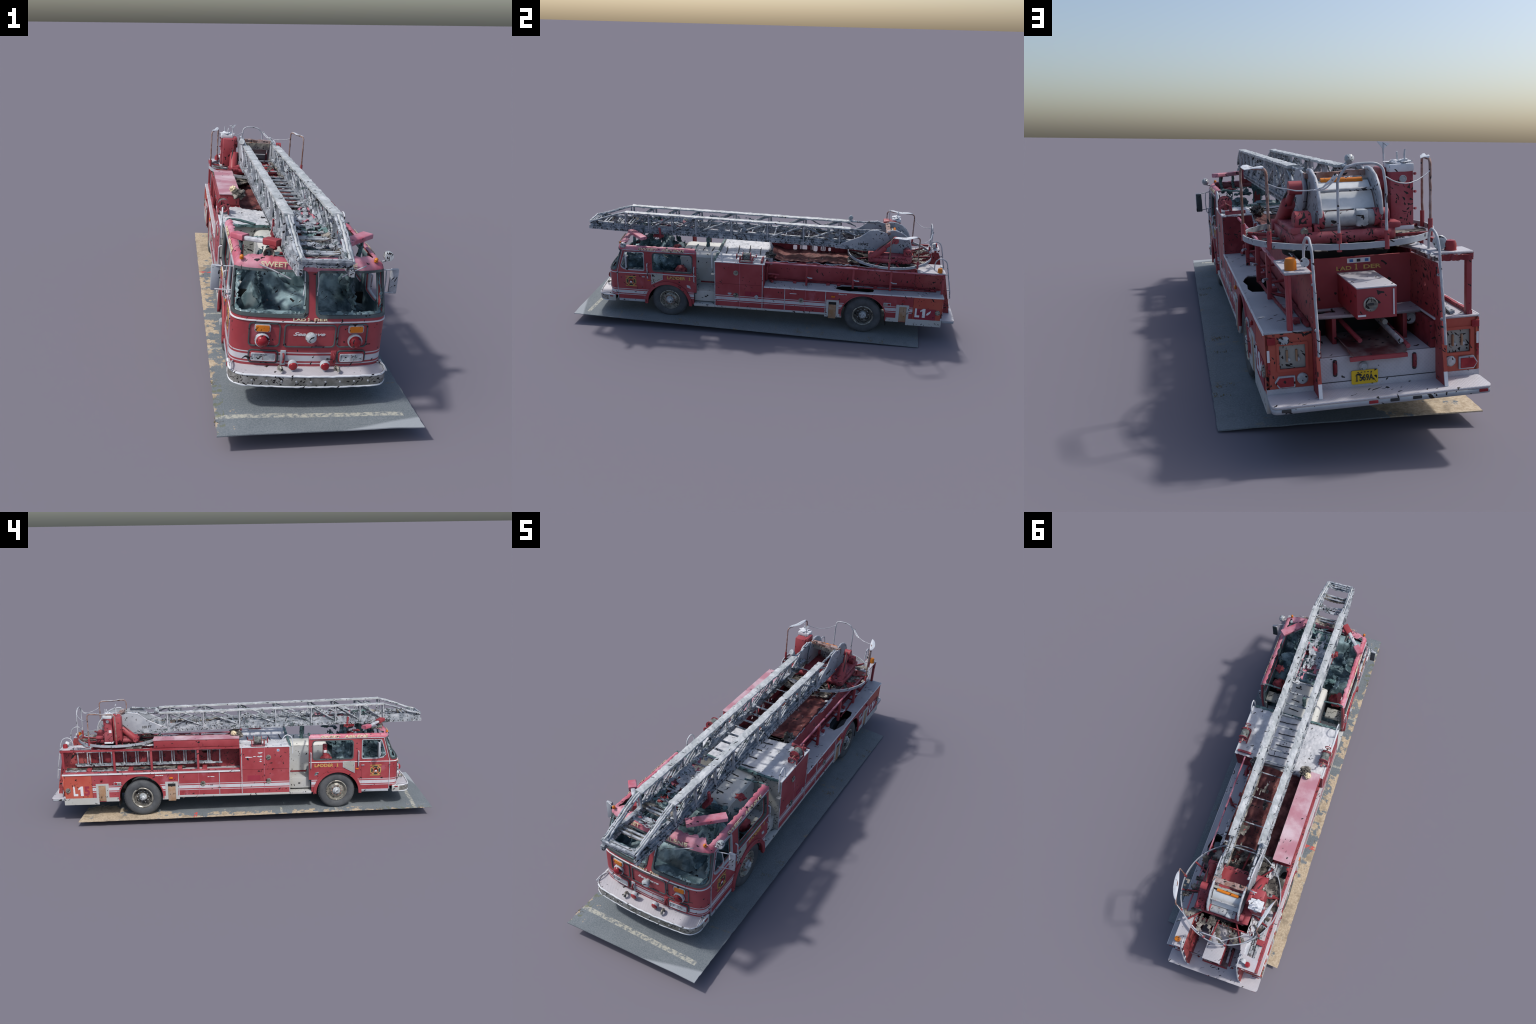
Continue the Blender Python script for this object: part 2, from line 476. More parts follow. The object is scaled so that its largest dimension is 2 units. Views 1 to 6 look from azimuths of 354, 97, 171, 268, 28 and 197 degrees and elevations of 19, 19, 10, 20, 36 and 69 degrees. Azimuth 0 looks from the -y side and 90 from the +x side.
# ================================================================== ground patch
def build_ground():
    FL, FR, RR, RL = (-.259, -.997, .051), (.289, -.992, .046), (.2885, .822, .002), (-.289, .858, .031)
    nu, nv = 60, 180
    def f(u, v):
        a = Vector(FL).lerp(Vector(FR), u); b = Vector(RL).lerp(Vector(RR), u)
        p = a.lerp(b, v)
        e = min(u, 1 - u, .15) / .15
        p.z += (.0016 * fbm(p.x, p.y, 7, 2.0) + .002) * e
        p.z = max(p.z, .0008)
        edge = .0025 * fbm(p.x, p.y, 40, 5.0)
        if u in (0.0, 1.0): p.x += edge if abs(p.x + edge) < .289 else -abs(edge) * (1 if p.x > 0 else -1)
        return p
    m, nt, b = new_mat("asphalt_and_sand")
    g = G(nt)
    X, Y, Z = g.xyz()
    asp = g.mix(g.step(g.noise(240, 3, .8), .3, .7), (.105, .128, .145), (.185, .21, .23))
    asp = g.mix(g.math('MULTIPLY', g.step(g.noise(8, 5, .6, (3, 0, 0)), .4, .75), .6), asp, (.20, .225, .245))
    # painted parking lines, worn
    def line(y, slope, half, x0, x1):
        d = g.math('ABSOLUTE', g.math('SUBTRACT', Y, g.math('ADD', g.math('MULTIPLY', X, slope), y)))
        on = g.math('MULTIPLY', g.math('LESS_THAN', d, half), g.math('MULTIPLY', g.math('GREATER_THAN', X, x0), g.math('LESS_THAN', X, x1)))
        return g.math('MULTIPLY', on, g.step(g.noise(90, 3, .75, (5, 5, 0)), .36, .6))
    for y, sl, hw, x0, x1 in ((-.915, -.035, .010, -.26, .25), (-.49, 0, .006, -.3, -.2), (-.20, 0, .006, -.3, -.19), (.10, 0, .005, -.3, -.19)):
        asp = g.mix(g.math('MULTIPLY', line(y, sl, hw, x0, x1), .8), asp, (.46, .45, .38))
    # pale corner past a slanting edge
    c = g.math('ADD', g.math('MULTIPLY', g.math('SUBTRACT', X, .08), .26), g.math('SUBTRACT', -.990, Y))
    asp = g.mix(g.math('MULTIPLY', g.step(c, -.002, .012), .75), asp, (.36, .39, .42))
    # sand drifted over the left edge and the rear
    n1 = g.noise(9, 5, .65, (0, 2, 0)); n2 = g.noise(26, 4, .7, (7, 2, 0))
    rear = g.math('MULTIPLY', g.step(Y, .25, .62), .09)
    far = g.math('MULTIPLY', g.step(Y, .62, .72), .10)
    t = g.math('ADD', g.math('ADD', g.math('MULTIPLY', X, 1.0), .285), g.math('MULTIPLY', g.math('SUBTRACT', n1, .5), -.30))
    t = g.math('ADD', t, g.math('MULTIPLY', g.math('SUBTRACT', n2, .5), -.22))
    t = g.math('SUBTRACT', t, g.math('ADD', rear, far))
    sandm = g.math('SUBTRACT', 1.0, g.step(t, .018, .034))
    sand = g.mix(g.step(g.noise(120, 4, .75, (2, 9, 1)), .3, .7), (.36, .28, .19), (.55, .46, .34))
    sand = g.mix(g.math('MULTIPLY', g.step(g.noise(17, 5, .7, (3, 3, 8)), .48, .66), .7), sand, (.22, .18, .13))
    bare = g.step(g.noise(21, 5, .7, (12, 5, 2)), .60, .66)
    sandm = g.math('MULTIPLY', sandm, g.math('SUBTRACT', 1.0, bare))
    col = g.mix(sandm, asp, sand)
    # dry weeds in the cracks on the right, green at the front left
    cr = g.math('MULTIPLY', g.step(g.noise(11, 4, .6, (1, 6, 0), (.35, 1.6, 1)), .60, .66), g.step(g.noise(70, 3, .7, (8, 1, 1)), .42, .6))
    cr = g.math('MULTIPLY', cr, g.step(X, .12, .2))
    col = g.mix(g.math('MULTIPLY', cr, .7), col, (.25, .20, .13))
    gm = g.math('MULTIPLY', g.step(g.noise(45, 3, .6, (4, 4, 1)), .52, .6), g.math('MULTIPLY', g.math('LESS_THAN', X, -.235), g.math('LESS_THAN', Y, -.70)))
    col = g.mix(g.math('MULTIPLY', gm, .6), col, (.13, .14, .06))
    # survey paint
    rp = g.math('MULTIPLY', g.band(Y, .245, .262), g.math('MULTIPLY', g.math('LESS_THAN', X, -.215), g.step(g.noise(40, 2, .5, (1, 1, 4)), .4, .5)))
    col = g.mix(rp, col, (.55, .08, .07))
    nt.links.new(col, b.inputs['Base Color'])
    b.inputs['Roughness'].default_value = .9
    g.bump(g.noise(260, 3, .8), .4, .002, b)
    bm = bmesh.new()
    gr = [[bm.verts.new(f(i / nu, j / nv)) for j in range(nv + 1)] for i in range(nu + 1)]
    for i in range(nu):
        for j in range(nv):
            bm.faces.new((gr[i][j], gr[i + 1][j], gr[i + 1][j + 1], gr[i][j + 1]))
    bm.normal_update()
    # a thin skin of pavement: drop a copy of the top face
    top = bm.faces[:]
    ret = bmesh.ops.extrude_face_region(bm, geom=top)
    for v in [e for e in ret['geom'] if isinstance(e, bmesh.types.BMVert)]:
        v.co.z = max(0.0, v.co.z - .003)
    o = from_bm("asphalt_patch", bm, m, None, smooth=True, angle=40)
    o["label"] = "flat rectangle of grey asphalt with drifted sand edge"
    o["category"] = "pavement"
    # tufts of dry weed standing in the cracks
    bm = bmesh.new()
    rnd = random.Random(3)
    for cx, cy, n in ((.25, -.42, 26), (.27, -.33, 20), (.24, .20, 34), (.26, .215, 26), (.24, .33, 22), (.262, .58, 26), (.275, .64, 16), (-.262, -.93, 20), (-.265, -.72, 14), (-.27, .22, 10)):
        for _ in range(n):
            x = cx + rnd.gauss(0, .014); y = cy + rnd.gauss(0, .007)
            x = max(-.262, min(.284, x))
            u = (x + .27) / .56; v = (y + .995) / 1.84
            z = f(u, v).z - .001
            h = rnd.uniform(.002, .007); a = rnd.uniform(0, 6.28); w = .0012
            d = Vector((cos(a), sin(a), 0)); q = Vector((-d.y, d.x, 0)) * w
            base = Vector((x, y, z)); tip = base + d * rnd.uniform(.002, .007) + Vector((0, 0, h))
            b0, b1, t = bm.verts.new(base - q), bm.verts.new(base + q), bm.verts.new(tip)
            b2 = bm.verts.new(base + d * w)
            bm.faces.new((b0, b1, t)); bm.faces.new((b1, b2, t)); bm.faces.new((b2, b0, t))
    from_bm("dry_weed", bm, paint("dry_weed_blades", (.25, .19, .11), (.16, .15, .06), .9, 0, scale=20), o, kind="stuff")
build_ground()

# ================================================================== wheels
def build_wheel(side, y, z, rear):
    s = side
    e = bpy.data.objects.new("wheel", None); COL.objects.link(e); e.parent = truck
    e.location = (0, 0, 0)
    WX = .155
    o = (s * WX, y, z); d = (s, 0, 0)
    R = .0945
    prof = [(.052, .0), (.080, .0), (.090, .004), (R, .012), (R, .046), (.0925, .052), (.088, .056), (.080, .058), (.070, .0575), (.060, .055), (.0545, .051), (.0525, .044)]
    bm_o = lathe("tyre", prof, o, d, 'rubber', e, 72)
    # tread blocks round the shoulder
    bm = bmesh.new()
    for i in range(60):
        a = 2 * pi * i / 60
        for x0, x1, off in ((.010, .026, 0), (.031, .0485, .5)):
            aa = a + off * 2 * pi / 60
            c, t = Vector((0, cos(aa), sin(aa))), Vector((0, -sin(aa), cos(aa)))
            vs = []
            for rr_ in (R - .002, R + .0018):
                for xx in (x0, x1):
                    for tt in (-.0033, .0033):
                        p = c * rr_ + t * tt
                        vs.append(bm.verts.new((s * (WX + xx), y + p.y, z + p.z)))
            for f in ((0, 1, 3, 2), (4, 6, 7, 5), (0, 4, 5, 1), (2, 3, 7, 6), (0, 2, 6, 4), (1, 5, 7, 3)):
                bm.faces.new([vs[k] for k in f])
    from_bm("tyre_tread", bm, 'rubber', e, kind="stuff")
    if rear:   # deep dished dual wheel
        rim = [(.0545, .050), (.0555, .054), (.052, .056), (.048, .053), (.0455, .045), (.045, .040)]
        lathe("wheel_dish", [(.0455, .044), (.044, .034), (.038, .030), (.026, .032), (.024, .036), (.0, .036)], o, d, 'dish', e, 48)
        hub = [(.021, .030), (.020, .046), (.017, .050), (.012, .051), (.012, .057), (.008, .060), (0, .060)]
        bolt_r, bolt_x = .030, .031
    else:
        rim = [(.0545, .050), (.0555, .054), (.052, .056), (.049, .053), (.046, .044), (.042, .041), (.034, .050), (.028, .053), (.022, .053), (0, .053)]
        hub = [(.020, .052), (.019, .057), (.014, .060), (.013, .066), (.009, .069), (0, .069)]
        bolt_r, bolt_x = .026, .052
    lathe("wheel_rim", rim, o, d, 'chrome', e, 56)
    lathe("wheel_hub", hub, o, d, 'lens', e, 32)
    for i in range(10):
        a = 2 * pi * i / 10
        disc("lug_nut", (s * (WX + bolt_x), y + bolt_r * cos(a), z + bolt_r * sin(a)), d, .0032, .006, 'rustpipe' if not rear else 'steel', e, 8)
    if rear:
        for i in range(5):   # black discs for the hand holes, nothing is cut
            a = 2 * pi * (i + .5) / 5
            disc("hand_hole_disc", (s * (WX + .0305), y + .0365 * cos(a), z + .0365 * sin(a)), d, .006, .0022, 'black', e, 16)
        lathe("inner_tyre", [(.05, 0), (R - .003, .004), (R - .003, .040), (.05, .044)], (s * .098, y, z), d, 'rubber', e, 48)
for s, y, z, r in ((-1, -.491, .129, 0), (1, -.489, .141, 0), (-1, .529, .119, 1), (1, .533, .124, 1)):
    build_wheel(s, y, z, r)
for s in (1,):
    for y, z in ((-.49, .133), (.531, .120)):
        tube("axle", [(-.15, y, z), (.15, y, z)], .012, 'black')

# ================================================================== cab
ARCH_F = (-.4945, .121)
def arch(c, r, n=28, a0=180, a1=0):
    return [(c[0] + r * cos(radians(a0 + (a1 - a0) * i / n)), c[1] + r * sin(radians(a0 + (a1 - a0) * i / n))) for i in range(n + 1)]

def lean(z):                       # the cab sides lean in above the belt line
    return 1 - max(0.0, z - .291) * .27

REAR_WIN = rr(-.574, -.364, .303, .401, .016)
DOOR_WIN = round_poly([(-.622, .303), (-.622, .402), (-.722, .400), (-.747, .322), (-.733, .308), (-.70, .303)], .009)

def cab_side(s):
    out = [(-.343, .416), (-.343, .194), (-.357, .194), (-.357, .126)]
    out += arch(ARCH_F, .1135, a0=2, a1=178)
    out += [(-.6195, .128), (-.6195, .416)]
    def fn(a, b, c): return (s * c * lean(b), a, b)
    plate("cab_side", out, HW - .012, HW, 'x', 'red', [REAR_WIN], fn=fn, cuts=(None, .02))
    door = plate("cab_door", [(-.6205, .416), (-.6205, .134), (-.767, .134), (-.766, .285), (-.733, .416)], HW - .012, HW, 'x', 'red', [DOOR_WIN], fn=fn, cuts=(None, .02))
    plate("cab_lining", out, HW - .0150, HW - .0122, 'x', 'teal', [REAR_WIN], fn=fn, cuts=(None, .02))
    plate("door_lining", [(-.6205, .414), (-.6205, .14), (-.765, .14), (-.764, .285), (-.732, .414)], HW - .0150, HW - .0122, 'x', 'teal', [DOOR_WIN], fn=fn, cuts=(None, .02), parent=door)
    # window gaskets
    def grow(w, k):
        cx = sum(p[0] for p in w) / len(w); cy = sum(p[1] for p in w) / len(w)
        return [(cx + (p[0] - cx) * (1 + k / max(abs(p[0] - cx), .02)), cy + (p[1] - cy) * (1 + k / max(abs(p[1] - cy), .02))) for p in w]
    plate("window_gasket", grow(REAR_WIN, .003), HW - .008, HW + .002, 'x', 'gasket', [grow(REAR_WIN, -.0015)], fn=fn)
    plate("window_gasket", grow(DOOR_WIN, .0025), HW - .008, HW + .002, 'x', 'alu_smooth', [grow(DOOR_WIN, -.001)], fn=fn, parent=door)
    # flared lip of the wheel arch
    lip = arch(ARCH_F, .1275, 30, -2, 182) + arch(ARCH_F, .112, 30, 182, -2)
    plate("fender_lip", lip, HW - .004, HW + .0075, 'x', 'redp', fn=fn)
    # sill, belt trim, gutter
    box("door_sill", s * (HW - .010), s * (HW + .002), -.765, -.622, .121, .1345, 'alu_smooth', door)
    bar("belt_trim", [(s * (HW + .0008), -.345, .2885), (s * (HW + .0008), -.766, .2855)], .0026, .0032, 'wht', jitter=.0004, step=.02)
    bar("rain_gutter", [(s * (HW + .002) * lean(.413), -.350, .4135), (s * (HW + .002) * lean(.413), -.733, .4125)], .005, .003, 'pipe', jitter=.0008, step=.015)
    bar("corner_trim", [(s * (HW + .001), -.768, .134), (s * (HW + .001), -.7675, .286), (s * (HW + .001) * lean(.412), -.7345, .412)], .0028, .003, 'pipe', up=(1, 0, 0))
    # grab handles
    for y, z0, z1 in ((-.602, .262, .345), (-.3525, .256, .341)):
        x = s * (HW + .010)
        tube("grab_handle", [(s * HW, y, z0), (x, y, z0 + .002), (x, y, z1 - .002), (s * HW, y, z1)], .0028, 'pipe', bend=.006)
    # air vent behind the door
    plate("side_vent", [(-.521, .259), (-.521, .292), (-.583, .292), (-.584, .226)] if True else None, HW + .0005, HW + .003, 'x', 'pipe', fn=fn)
    plate("vent_mesh", [(-.524, .262), (-.524, .289), (-.580, .289), (-.581, .232)], HW + .001, HW + .0042, 'x', 'wallgrey', fn=fn)
    # small amber marker, lock, sticker
    box("side_marker", s * HW, s * (HW + .003), -.604, -.588, .2455, .2515, 'amber', bev=.001)
    box("door_lock", s * HW, s * (HW + .004), -.634, -.618, .2655, .270, 'pipe', door, bev=.001)
    plate("sticker", [(-.392, .222), (-.372, .215), (-.376, .232), (-.394, .236)], HW, HW + .001, 'x', 'alu', fn=fn)
    # emblem on the door
    emblem(s, -.695, .238, door)

def emblem(s, y, z, parent):
    grp = bpy.data.objects.new("door_emblem", None); COL.objects.link(grp); grp.parent = parent
    def arms(r0, r1, w0, w1):
        pts = []
        for k in range(4):
            a = pi / 2 * k
            for r, w in ((r0, -w0), (r1, -w1), (r1 * 1.06, 0), (r1, w1), (r0, w0)):
                pts.append((y + r * cos(a) - w * sin(a), z + r * sin(a) + w * cos(a)))
        return pts
    plate("gold_cross", arms(.013, .027, .008, .016), HW, HW + .001, 'x', 'gold', fn=lambda a, b, c: (s * c, a, b), parent=grp)
    plate("gold_ring", circ(y, z, .027, 32), HW, HW + .0014, 'x', 'gold', [circ(y, z, .023, 32)], fn=lambda a, b, c: (s * c, a, b), parent=grp)
    for k in range(4):
        a = pi / 2 * k; r0, r1, w0, w1 = .0140, .0240, .0065, .0125
        pts = [(y + r * cos(a) - w * sin(a), z + r * sin(a) + w * cos(a)) for r, w in ((r0, -w0), (r1, -w1), (r1, w1), (r0, w0))]
        plate("dark_field", pts, HW, HW + .0018, 'x', 'ink', fn=lambda a, b, c: (s * c, a, b), parent=grp)
    plate("red_centre", circ(y, z, .0125, 24), HW, HW + .002, 'x', 'redlens', fn=lambda a, b, c: (s * c, a, b), parent=grp)
    plate("white_device", [(y - .007, z - .008), (y + .007, z - .008), (y + .004, z + .001), (y + .001, z - .002), (y - .004, z + .002)], HW, HW + .0024, 'x', 'wht', fn=lambda a, b, c: (s * c, a, b), parent=grp)
    for dz in (.030, -.030):
        plate("gold_scroll", rr(y - .030, y + .030, z + dz * .9 - .0018, z + dz * .9 + .0018, .0015), HW, HW + .0012, 'x', 'gold', fn=lambda a, b, c: (s * c, a, b), parent=grp)

for s in SIDES: cab_side(s)

# curved nose: plan curve walked by arc length
NOSE_CTRL = [(.2165, -.766), (.2160, -.779), (.2115, -.794), (.2015, -.806), (.185, -.8145), (.155, -.8205), (.11, -.825), (.055, -.8275), (0, -.829)]
def dense(ctrl, n=14):
    P = [Vector((c[0], c[1])) for c in ctrl]
    P = [P[0] * 2 - P[1]] + P + [Vector((-P[-2].x, P[-2].y))]
    out = []
    for i in range(1, len(P) - 2):
        for j in range(n):
            t = j / n
            a, b, c, d = P[i - 1], P[i], P[i + 1], P[i + 2]
            out.append(.5 * ((2 * b) + (c - a) * t + (2 * a - 5 * b + 4 * c - d) * t * t + (3 * b - a - 3 * c + d) * t ** 3))
    out.append(P[-2])
    return out
_d = dense(NOSE_CTRL)
_arc = [0.0]
for a, b in zip(_d, _d[1:]): _arc.append(_arc[-1] + (b - a).length)
NOSE_U = _arc[-1]
def nose(u, z, c=0.0):
    """u = signed arc length from the centre line, c = outward offset"""
    t = NOSE_U - abs(u)
    t = min(max(t, 0), NOSE_U)
    i = 0
    while i < len(_arc) - 2 and _arc[i + 1] < t: i += 1
    k = (t - _arc[i]) / max(1e-9, _arc[i + 1] - _arc[i])
    p = _d[i].lerp(_d[i + 1], k)
    d = (_d[i + 1] - _d[i]).normalized()
    nrm = Vector((-d.y, d.x))
    if nrm.dot(p - Vector((0, -.60))) < 0: nrm = -nrm
    p = p + nrm * c
    up = max(0.0, z - .291)
    rake = .26 + .17 * min(1, t / .05)
    x = p.x * lean(z)
    return Vector((x if u >= 0 else -x, p.y + up * rake, z))

U = NOSE_U
def shield(s, g=0.0):
    a, b = .0135 - g, U - .010 + g
    r = rr(a, b, .2985 - g, .4115 + g, .016)
    return r if s > 0 else [(-p[0], p[1]) for p in r]
plate("nose_panel", [(-U, .150), (U, .150), (U, .416), (-U, .416)], -.010, 0, 'n', 'red', [shield(-1), shield(1)], fn=nose, cuts=(.010, .02), smooth=True)
for s in SIDES:
    plate("windshield_gasket", shield(s, .0035), -.006, .0022, 'n', 'gasket', [shield(s, -.003)], fn=nose, cuts=(.010, None))
    def gl(u, v, s=s):
        uu = s * (.012 + (U - .020) * u); z = .297 + .116 * v
        d = -.006 - .008 * abs(fbm(uu, z, 16, 4 + s)) - .003 * fbm(uu, z, 50, 2)
        return nose(uu, z, d)
    def kp(u, v, s=s):      # ragged fringe only, the scan has holes in place of glass
        e = min(u, 1 - u) * 2.0, min(v, 1 - v)
        return min(e) < .070 + .10 * fbm(u * 2, v, 5, 3 + s) or u > .90 + .10 * fbm(u, v * 2, 4, 8 + s)
    sheet("windshield", gl, 60, 36, 'glass', .0015, keep=kp)
bm = bmesh.new()
sweep_bm(bm, [nose(-U + 2 * U * i / 60, .2860 - .0025 * (1 - abs(i - 30) / 30) ** .5, .0012) for i in range(61)], rect_prof(.003, .0035), up=(0, 0, 1), jitter=.0003)
from_bm("belt_trim", bm, 'wht')

# roof rim: the scan lost the rest of the roof, ragged inside
def rim_path(u):
    L = .39
    tot = 2 * (L + U)
    t = u * tot
    if t < L: return Vector((-HW * lean(.413), -.343 - t, 0)), Vector((1, 0, 0)), 0
    if t > L + 2 * U: return Vector((HW * lean(.413), -.343 - (tot - t), 0)), Vector((-1, 0, 0)), 0
    q = t - L - U
    p = nose(q, .413)
    p2 = nose(q, .413, -.01)
    d = (p2 - p).normalized()
    return Vector((p.x, p.y, 0)), Vector((d.x, d.y, 0)), min(1, (U - abs(q)) / .05)
def rim(u, v):
    p, d, fr = rim_path(u)
    w = .017 + .018 * fr
    w *= 1 + .32 * fbm(u * 2, 1, 30, 3)
    hgt = .022 + .008 * fr
    a = v * 1.9
    inn = w * (1 - cos(min(a, pi / 2))) + max(0, a - pi / 2) * w * .9
    z = .411 + hgt * sin(min(a, pi / 2)) + (.0015 * fbm(u * 2, v, 40, 8)) - max(0, a - pi / 2) * .004
    q = p + d * (inn - .0015)
    return Vector((q.x, q.y, z))
sheet("roof_edge", rim, 240, 12, 'redv', .0025)
# rear posts and ragged roof bow
for s in SIDES:
    tube("roof_bow", [(s * .205, -.345, .430), (s * .18, -.350, .434), (s * .11, -.352, .422 + .004 * s)], .004, 'tealpost', jitter=.002, step=.01)
# lettering on roof edge, belt and nose
for s in SIDES:
    f = (lambda u, v, w: (-(HW * lean(.413) + .0022 + w - max(0, v - .421) * .42), -u, v)) if s < 0 else (lambda u, v, w: (HW * lean(.413) + .0022 + w - max(0, v - .421) * .42, u, v))
    u0, u1 = (.404, .651) if s < 0 else (-.651, -.404)
    m = u0 + (u1 - u0) * .42; m2 = u0 + (u1 - u0) * .50
    lettering("roof_lettering", "SWEET", u0, m, .4155, .4285, f, 'cream', shear=.15)
    lettering("roof_lettering", "ABILENE", m2, u1, .4155, .4285, f, 'cream', shear=.15)
    f2 = (lambda u, v, w: (-(HW + w), -u, v)) if s < 0 else (lambda u, v, w: (HW + w, u, v))
    u0, u1 = (.373, .498) if s < 0 else (-.498, -.373)
    lettering("side_lettering", "LADDER", u0, u0 + .098, .2625, .2795, f2, 'gold')
    numeral_one("side_lettering", u1 - .010, u1, .2625, .2795, f2, 'gold', serif=True)
def rimfront(u, v, w):
    p = nose(u, .413, .0025 + w); p.z = v
    p.y += max(0, v - .424) * .35
    return p
lettering("roof_lettering", "SWEET", -.146, -.070, .4215, .4355, rimfront, 'cream', grid=.008)
lettering("roof_lettering", "ABILENE", .012, .130, .4215, .4355, rimfront, 'cream', grid=.008)
nf = lambda u, v, w: nose(u, v, w + .0004)
lettering("nose_lettering", "LAD", -.051, -.016, .2876, .2950, nf, 'cream', grid=.01)
numeral_one("nose_lettering", -.0115, -.0055, .2876, .2960, nf, 'cream', serif=True)
lettering("nose_lettering", "DER", .007, .046, .2876, .2950, nf, 'cream', grid=.01)
lettering("nose_lettering", "Seagrave", -.047, .042, .2405, .2535, nf, 'wht', shear=.4, grid=.01)

def ring_panel(name, x0, x1, z0, z1, r, mat, w=.0032, h=.003):
    o = rr(x0, x1, z0, z1, r); i = rr(x0 + w, x1 - w, z0 + w, z1 - w, r - w * .6)
    plate(name, o, -.001, h, 'n', mat, [i], fn=nose, cuts=(.012, None))
ring_panel("panel_gasket", -.170, -.083, .209, .279, .011, 'gasket')
ring_panel("panel_gasket", .075, .162, .209, .279, .011, 'gasket')
ring_panel("panel_gasket", -.073, .071, .209, .277, .010, 'gasket')
ring_panel("headlight_surround", -.168, -.084, .159, .199, .010, 'gasket')
ring_panel("headlight_surround", .079, .162, .161, .200, .010, 'gasket')
for c in (-.126, .1205):
    plate("headlight_bezel", rr(c - .0365, c + .0365, .1645, .1945, .005), 0, .006, 'n', 'redp', fn=nose, cuts=(.012, None))
    plate("headlight_trim", rr(c - .0335, c + .0335, .168, .191, .004), .003, .009, 'n', 'pipe', [rr(c - .031, c + .031, .1705, .1885, .003)], fn=nose, cuts=(.012, None))
    for k in (-1, 1):
        plate("headlight", rr(c + k * .0155 - .0148, c + k * .0155 + .0148, .171, .188, .003), .003, .0075, 'n', 'lens', fn=nose)
for sx, c in ((-1, -.132), (1, .1265)):
    base = nose(c, .229, 0)
    lathe("warning_light", [(.0205, 0), (.0205, .008), (.0185, .010), (.0175, .011)], base, (0, -1, 0), 'pipe', n=32)
    lathe("red_lens", [(.0178, .008), (.0165, .016), (.011, .022), (0, .0245)], base, (0, -1, 0), 'redlens', n=32)
    amb = round_poly([(c - .022 * 1, .253), (c + .022, .253), (c + .022, .275), (c - .022, .275)], .006)
    plate("turn_signal_bezel", amb, 0, .005, 'n', 'pipe', fn=nose, cuts=(.01, None))
    plate("turn_signal", round_poly([(c - .0185, .2555), (c + .0185, .2555), (c + .0185, .2725), (c - .0185, .2725)], .004), .003, .008, 'n', 'amber', fn=nose, cuts=(.01, None))
lathe("siren_bell", [(.008, 0), (.008, .008), (.014, .010), (.0155, .016), (.0145, .021), (.009, .025), (0, .0265)], nose(-.001, .2455), (0, -1, 0), 'lens', n=32)
for x in (-.071, .0705):
    p = nose(x, .177)
    box("latch_plate", x - .0075, x + .0075, p.y - .003, p.y + .004, .155, .199, 'alu_smooth' if x < 0 else 'redp', bev=.001)
    tube("hood_latch", [(x, p.y - .003, .190), (x + .001, p.y - .010, .186), (x + .001, p.y - .010, .168), (x, p.y - .003, .163)], .003, 'reddark', bend=.005)
# wipers
for s, a, b in ((-1, (-.150, .428), (-.060, .392)), (1, (.155, .430), (.085, .400))):
    tube("wiper", [nose(a[0], a[1], .012), nose((a[0] + b[0]) / 2, (a[1] + b[1]) / 2 + .002, .010), nose(b[0], b[1], .004)], .0018, 'pipe', jitter=.0006, step=.008)
for x in (-.022, .016):
    tube("wiper", [nose(x, .415, .010), nose(x + .001, .385, .008), nose(x - .003, .352, .004)], .0015, 'pipe', jitter=.0006, step=.008)
# clearance lamps, spot lamp, mirrors
for x in (-.193, .183):
    lathe("clearance_lamp", [(.006, -.004), (.0055, .004), (.003, .007), (0, .008)], (x, -.752, .440), (0, -.3, 1), 'amber', n=16)
lathe("spot_lamp", [(0, .016), (.007, .014), (.0135, .006), (.0145, -.006), (.013, -.011), (0, -.012)], (.226, -.722, .444), (0, 1, 0), 'lens', n=28)
tube("lamp_stem", [(.208, -.728, .428), (.222, -.724, .432)], .003, 'pipe')
for s in SIDES:
    x = s * .259
    m = box("wing_mirror", x - .0125, x + .0125, -.704, -.694, .321, .399, 'alu_smooth' if s < 0 else 'pipe', bev=.004)
    box("mirror_glass", x - .011, x + .011, -.6945, -.6925, .324, .396, 'gasket', m, bev=.0005)
    for z in (.396, .326):
        tube("mirror_arm", [(s * HW * lean(z), -.722, z + .006), (x, -.703, z)], .0018, 'pipe', m)
    tube("mirror_arm", [(s * (HW + .012), -.716, .400), (s * (HW + .016), -.712, .36), (s * (HW + .012), -.716, .318), (s * (HW + .006), -.705, .312), (s * HW, -.712, .318)], .0018, 'pipe', m, bend=.01)

# light bars on the front corners of the roof
def slab(name, p0, p1, w, h, mat, k=10, tilt=0, jit=.001):
    p0, p1 = Vector(p0), Vector(p1)
    bm = bmesh.new()
    sweep_bm(bm, [p0.lerp(p1, i / k) for i in range(k + 1)], round_poly(rect_prof(w, h), .004, 3), up=(tilt, 0, 1), jitter=jit)
    return from_bm(name, bm, mat, smooth=True)
slab("light_bar", (.088, -.722, .474), (.190, -.622, .474), .036, .016, 'redv')
box("light_bar_strip", .13, .15, -.69, -.65, .4655, .469, 'pipe', bev=0)
for p in ((.11, -.70), (.165, -.645)):
    tube("light_bar_stand", [(p[0], p[1], .468), (p[0] + .003, p[1] + .004, .445), (p[0] - .004, p[1] - .002, .40)], .006, 'tealpost', jitter=.004, step=.006)
slab("light_bar", (-.205, -.628, .466), (-.175, -.662, .468), .030, .017, 'redv')
slab("light_bar", (-.125, -.718, .478), (-.092, -.750, .482), .030, .018, 'redp')
slab("light_bar_strip", (-.176, -.661, .466), (-.124, -.719, .476), .016, .012, 'pipe')
for p in ((-.19, -.645), (-.12, -.725)):
    tube("light_bar_stand", [(p[0], p[1], .462), (p[0] + .006, p[1] + .003, .44), (p[0], p[1] + .006, .39)], .005, 'tealpost', jitter=.004, step=.006)
# horn on the roof
lathe("air_horn", [(.015, 0), (.0165, .002), (.013, .006), (.007, .016), (.005, .05), (.003, .055)], (-.118, -.742, .448), (.1, 1, -.15), 'chrome', n=24)

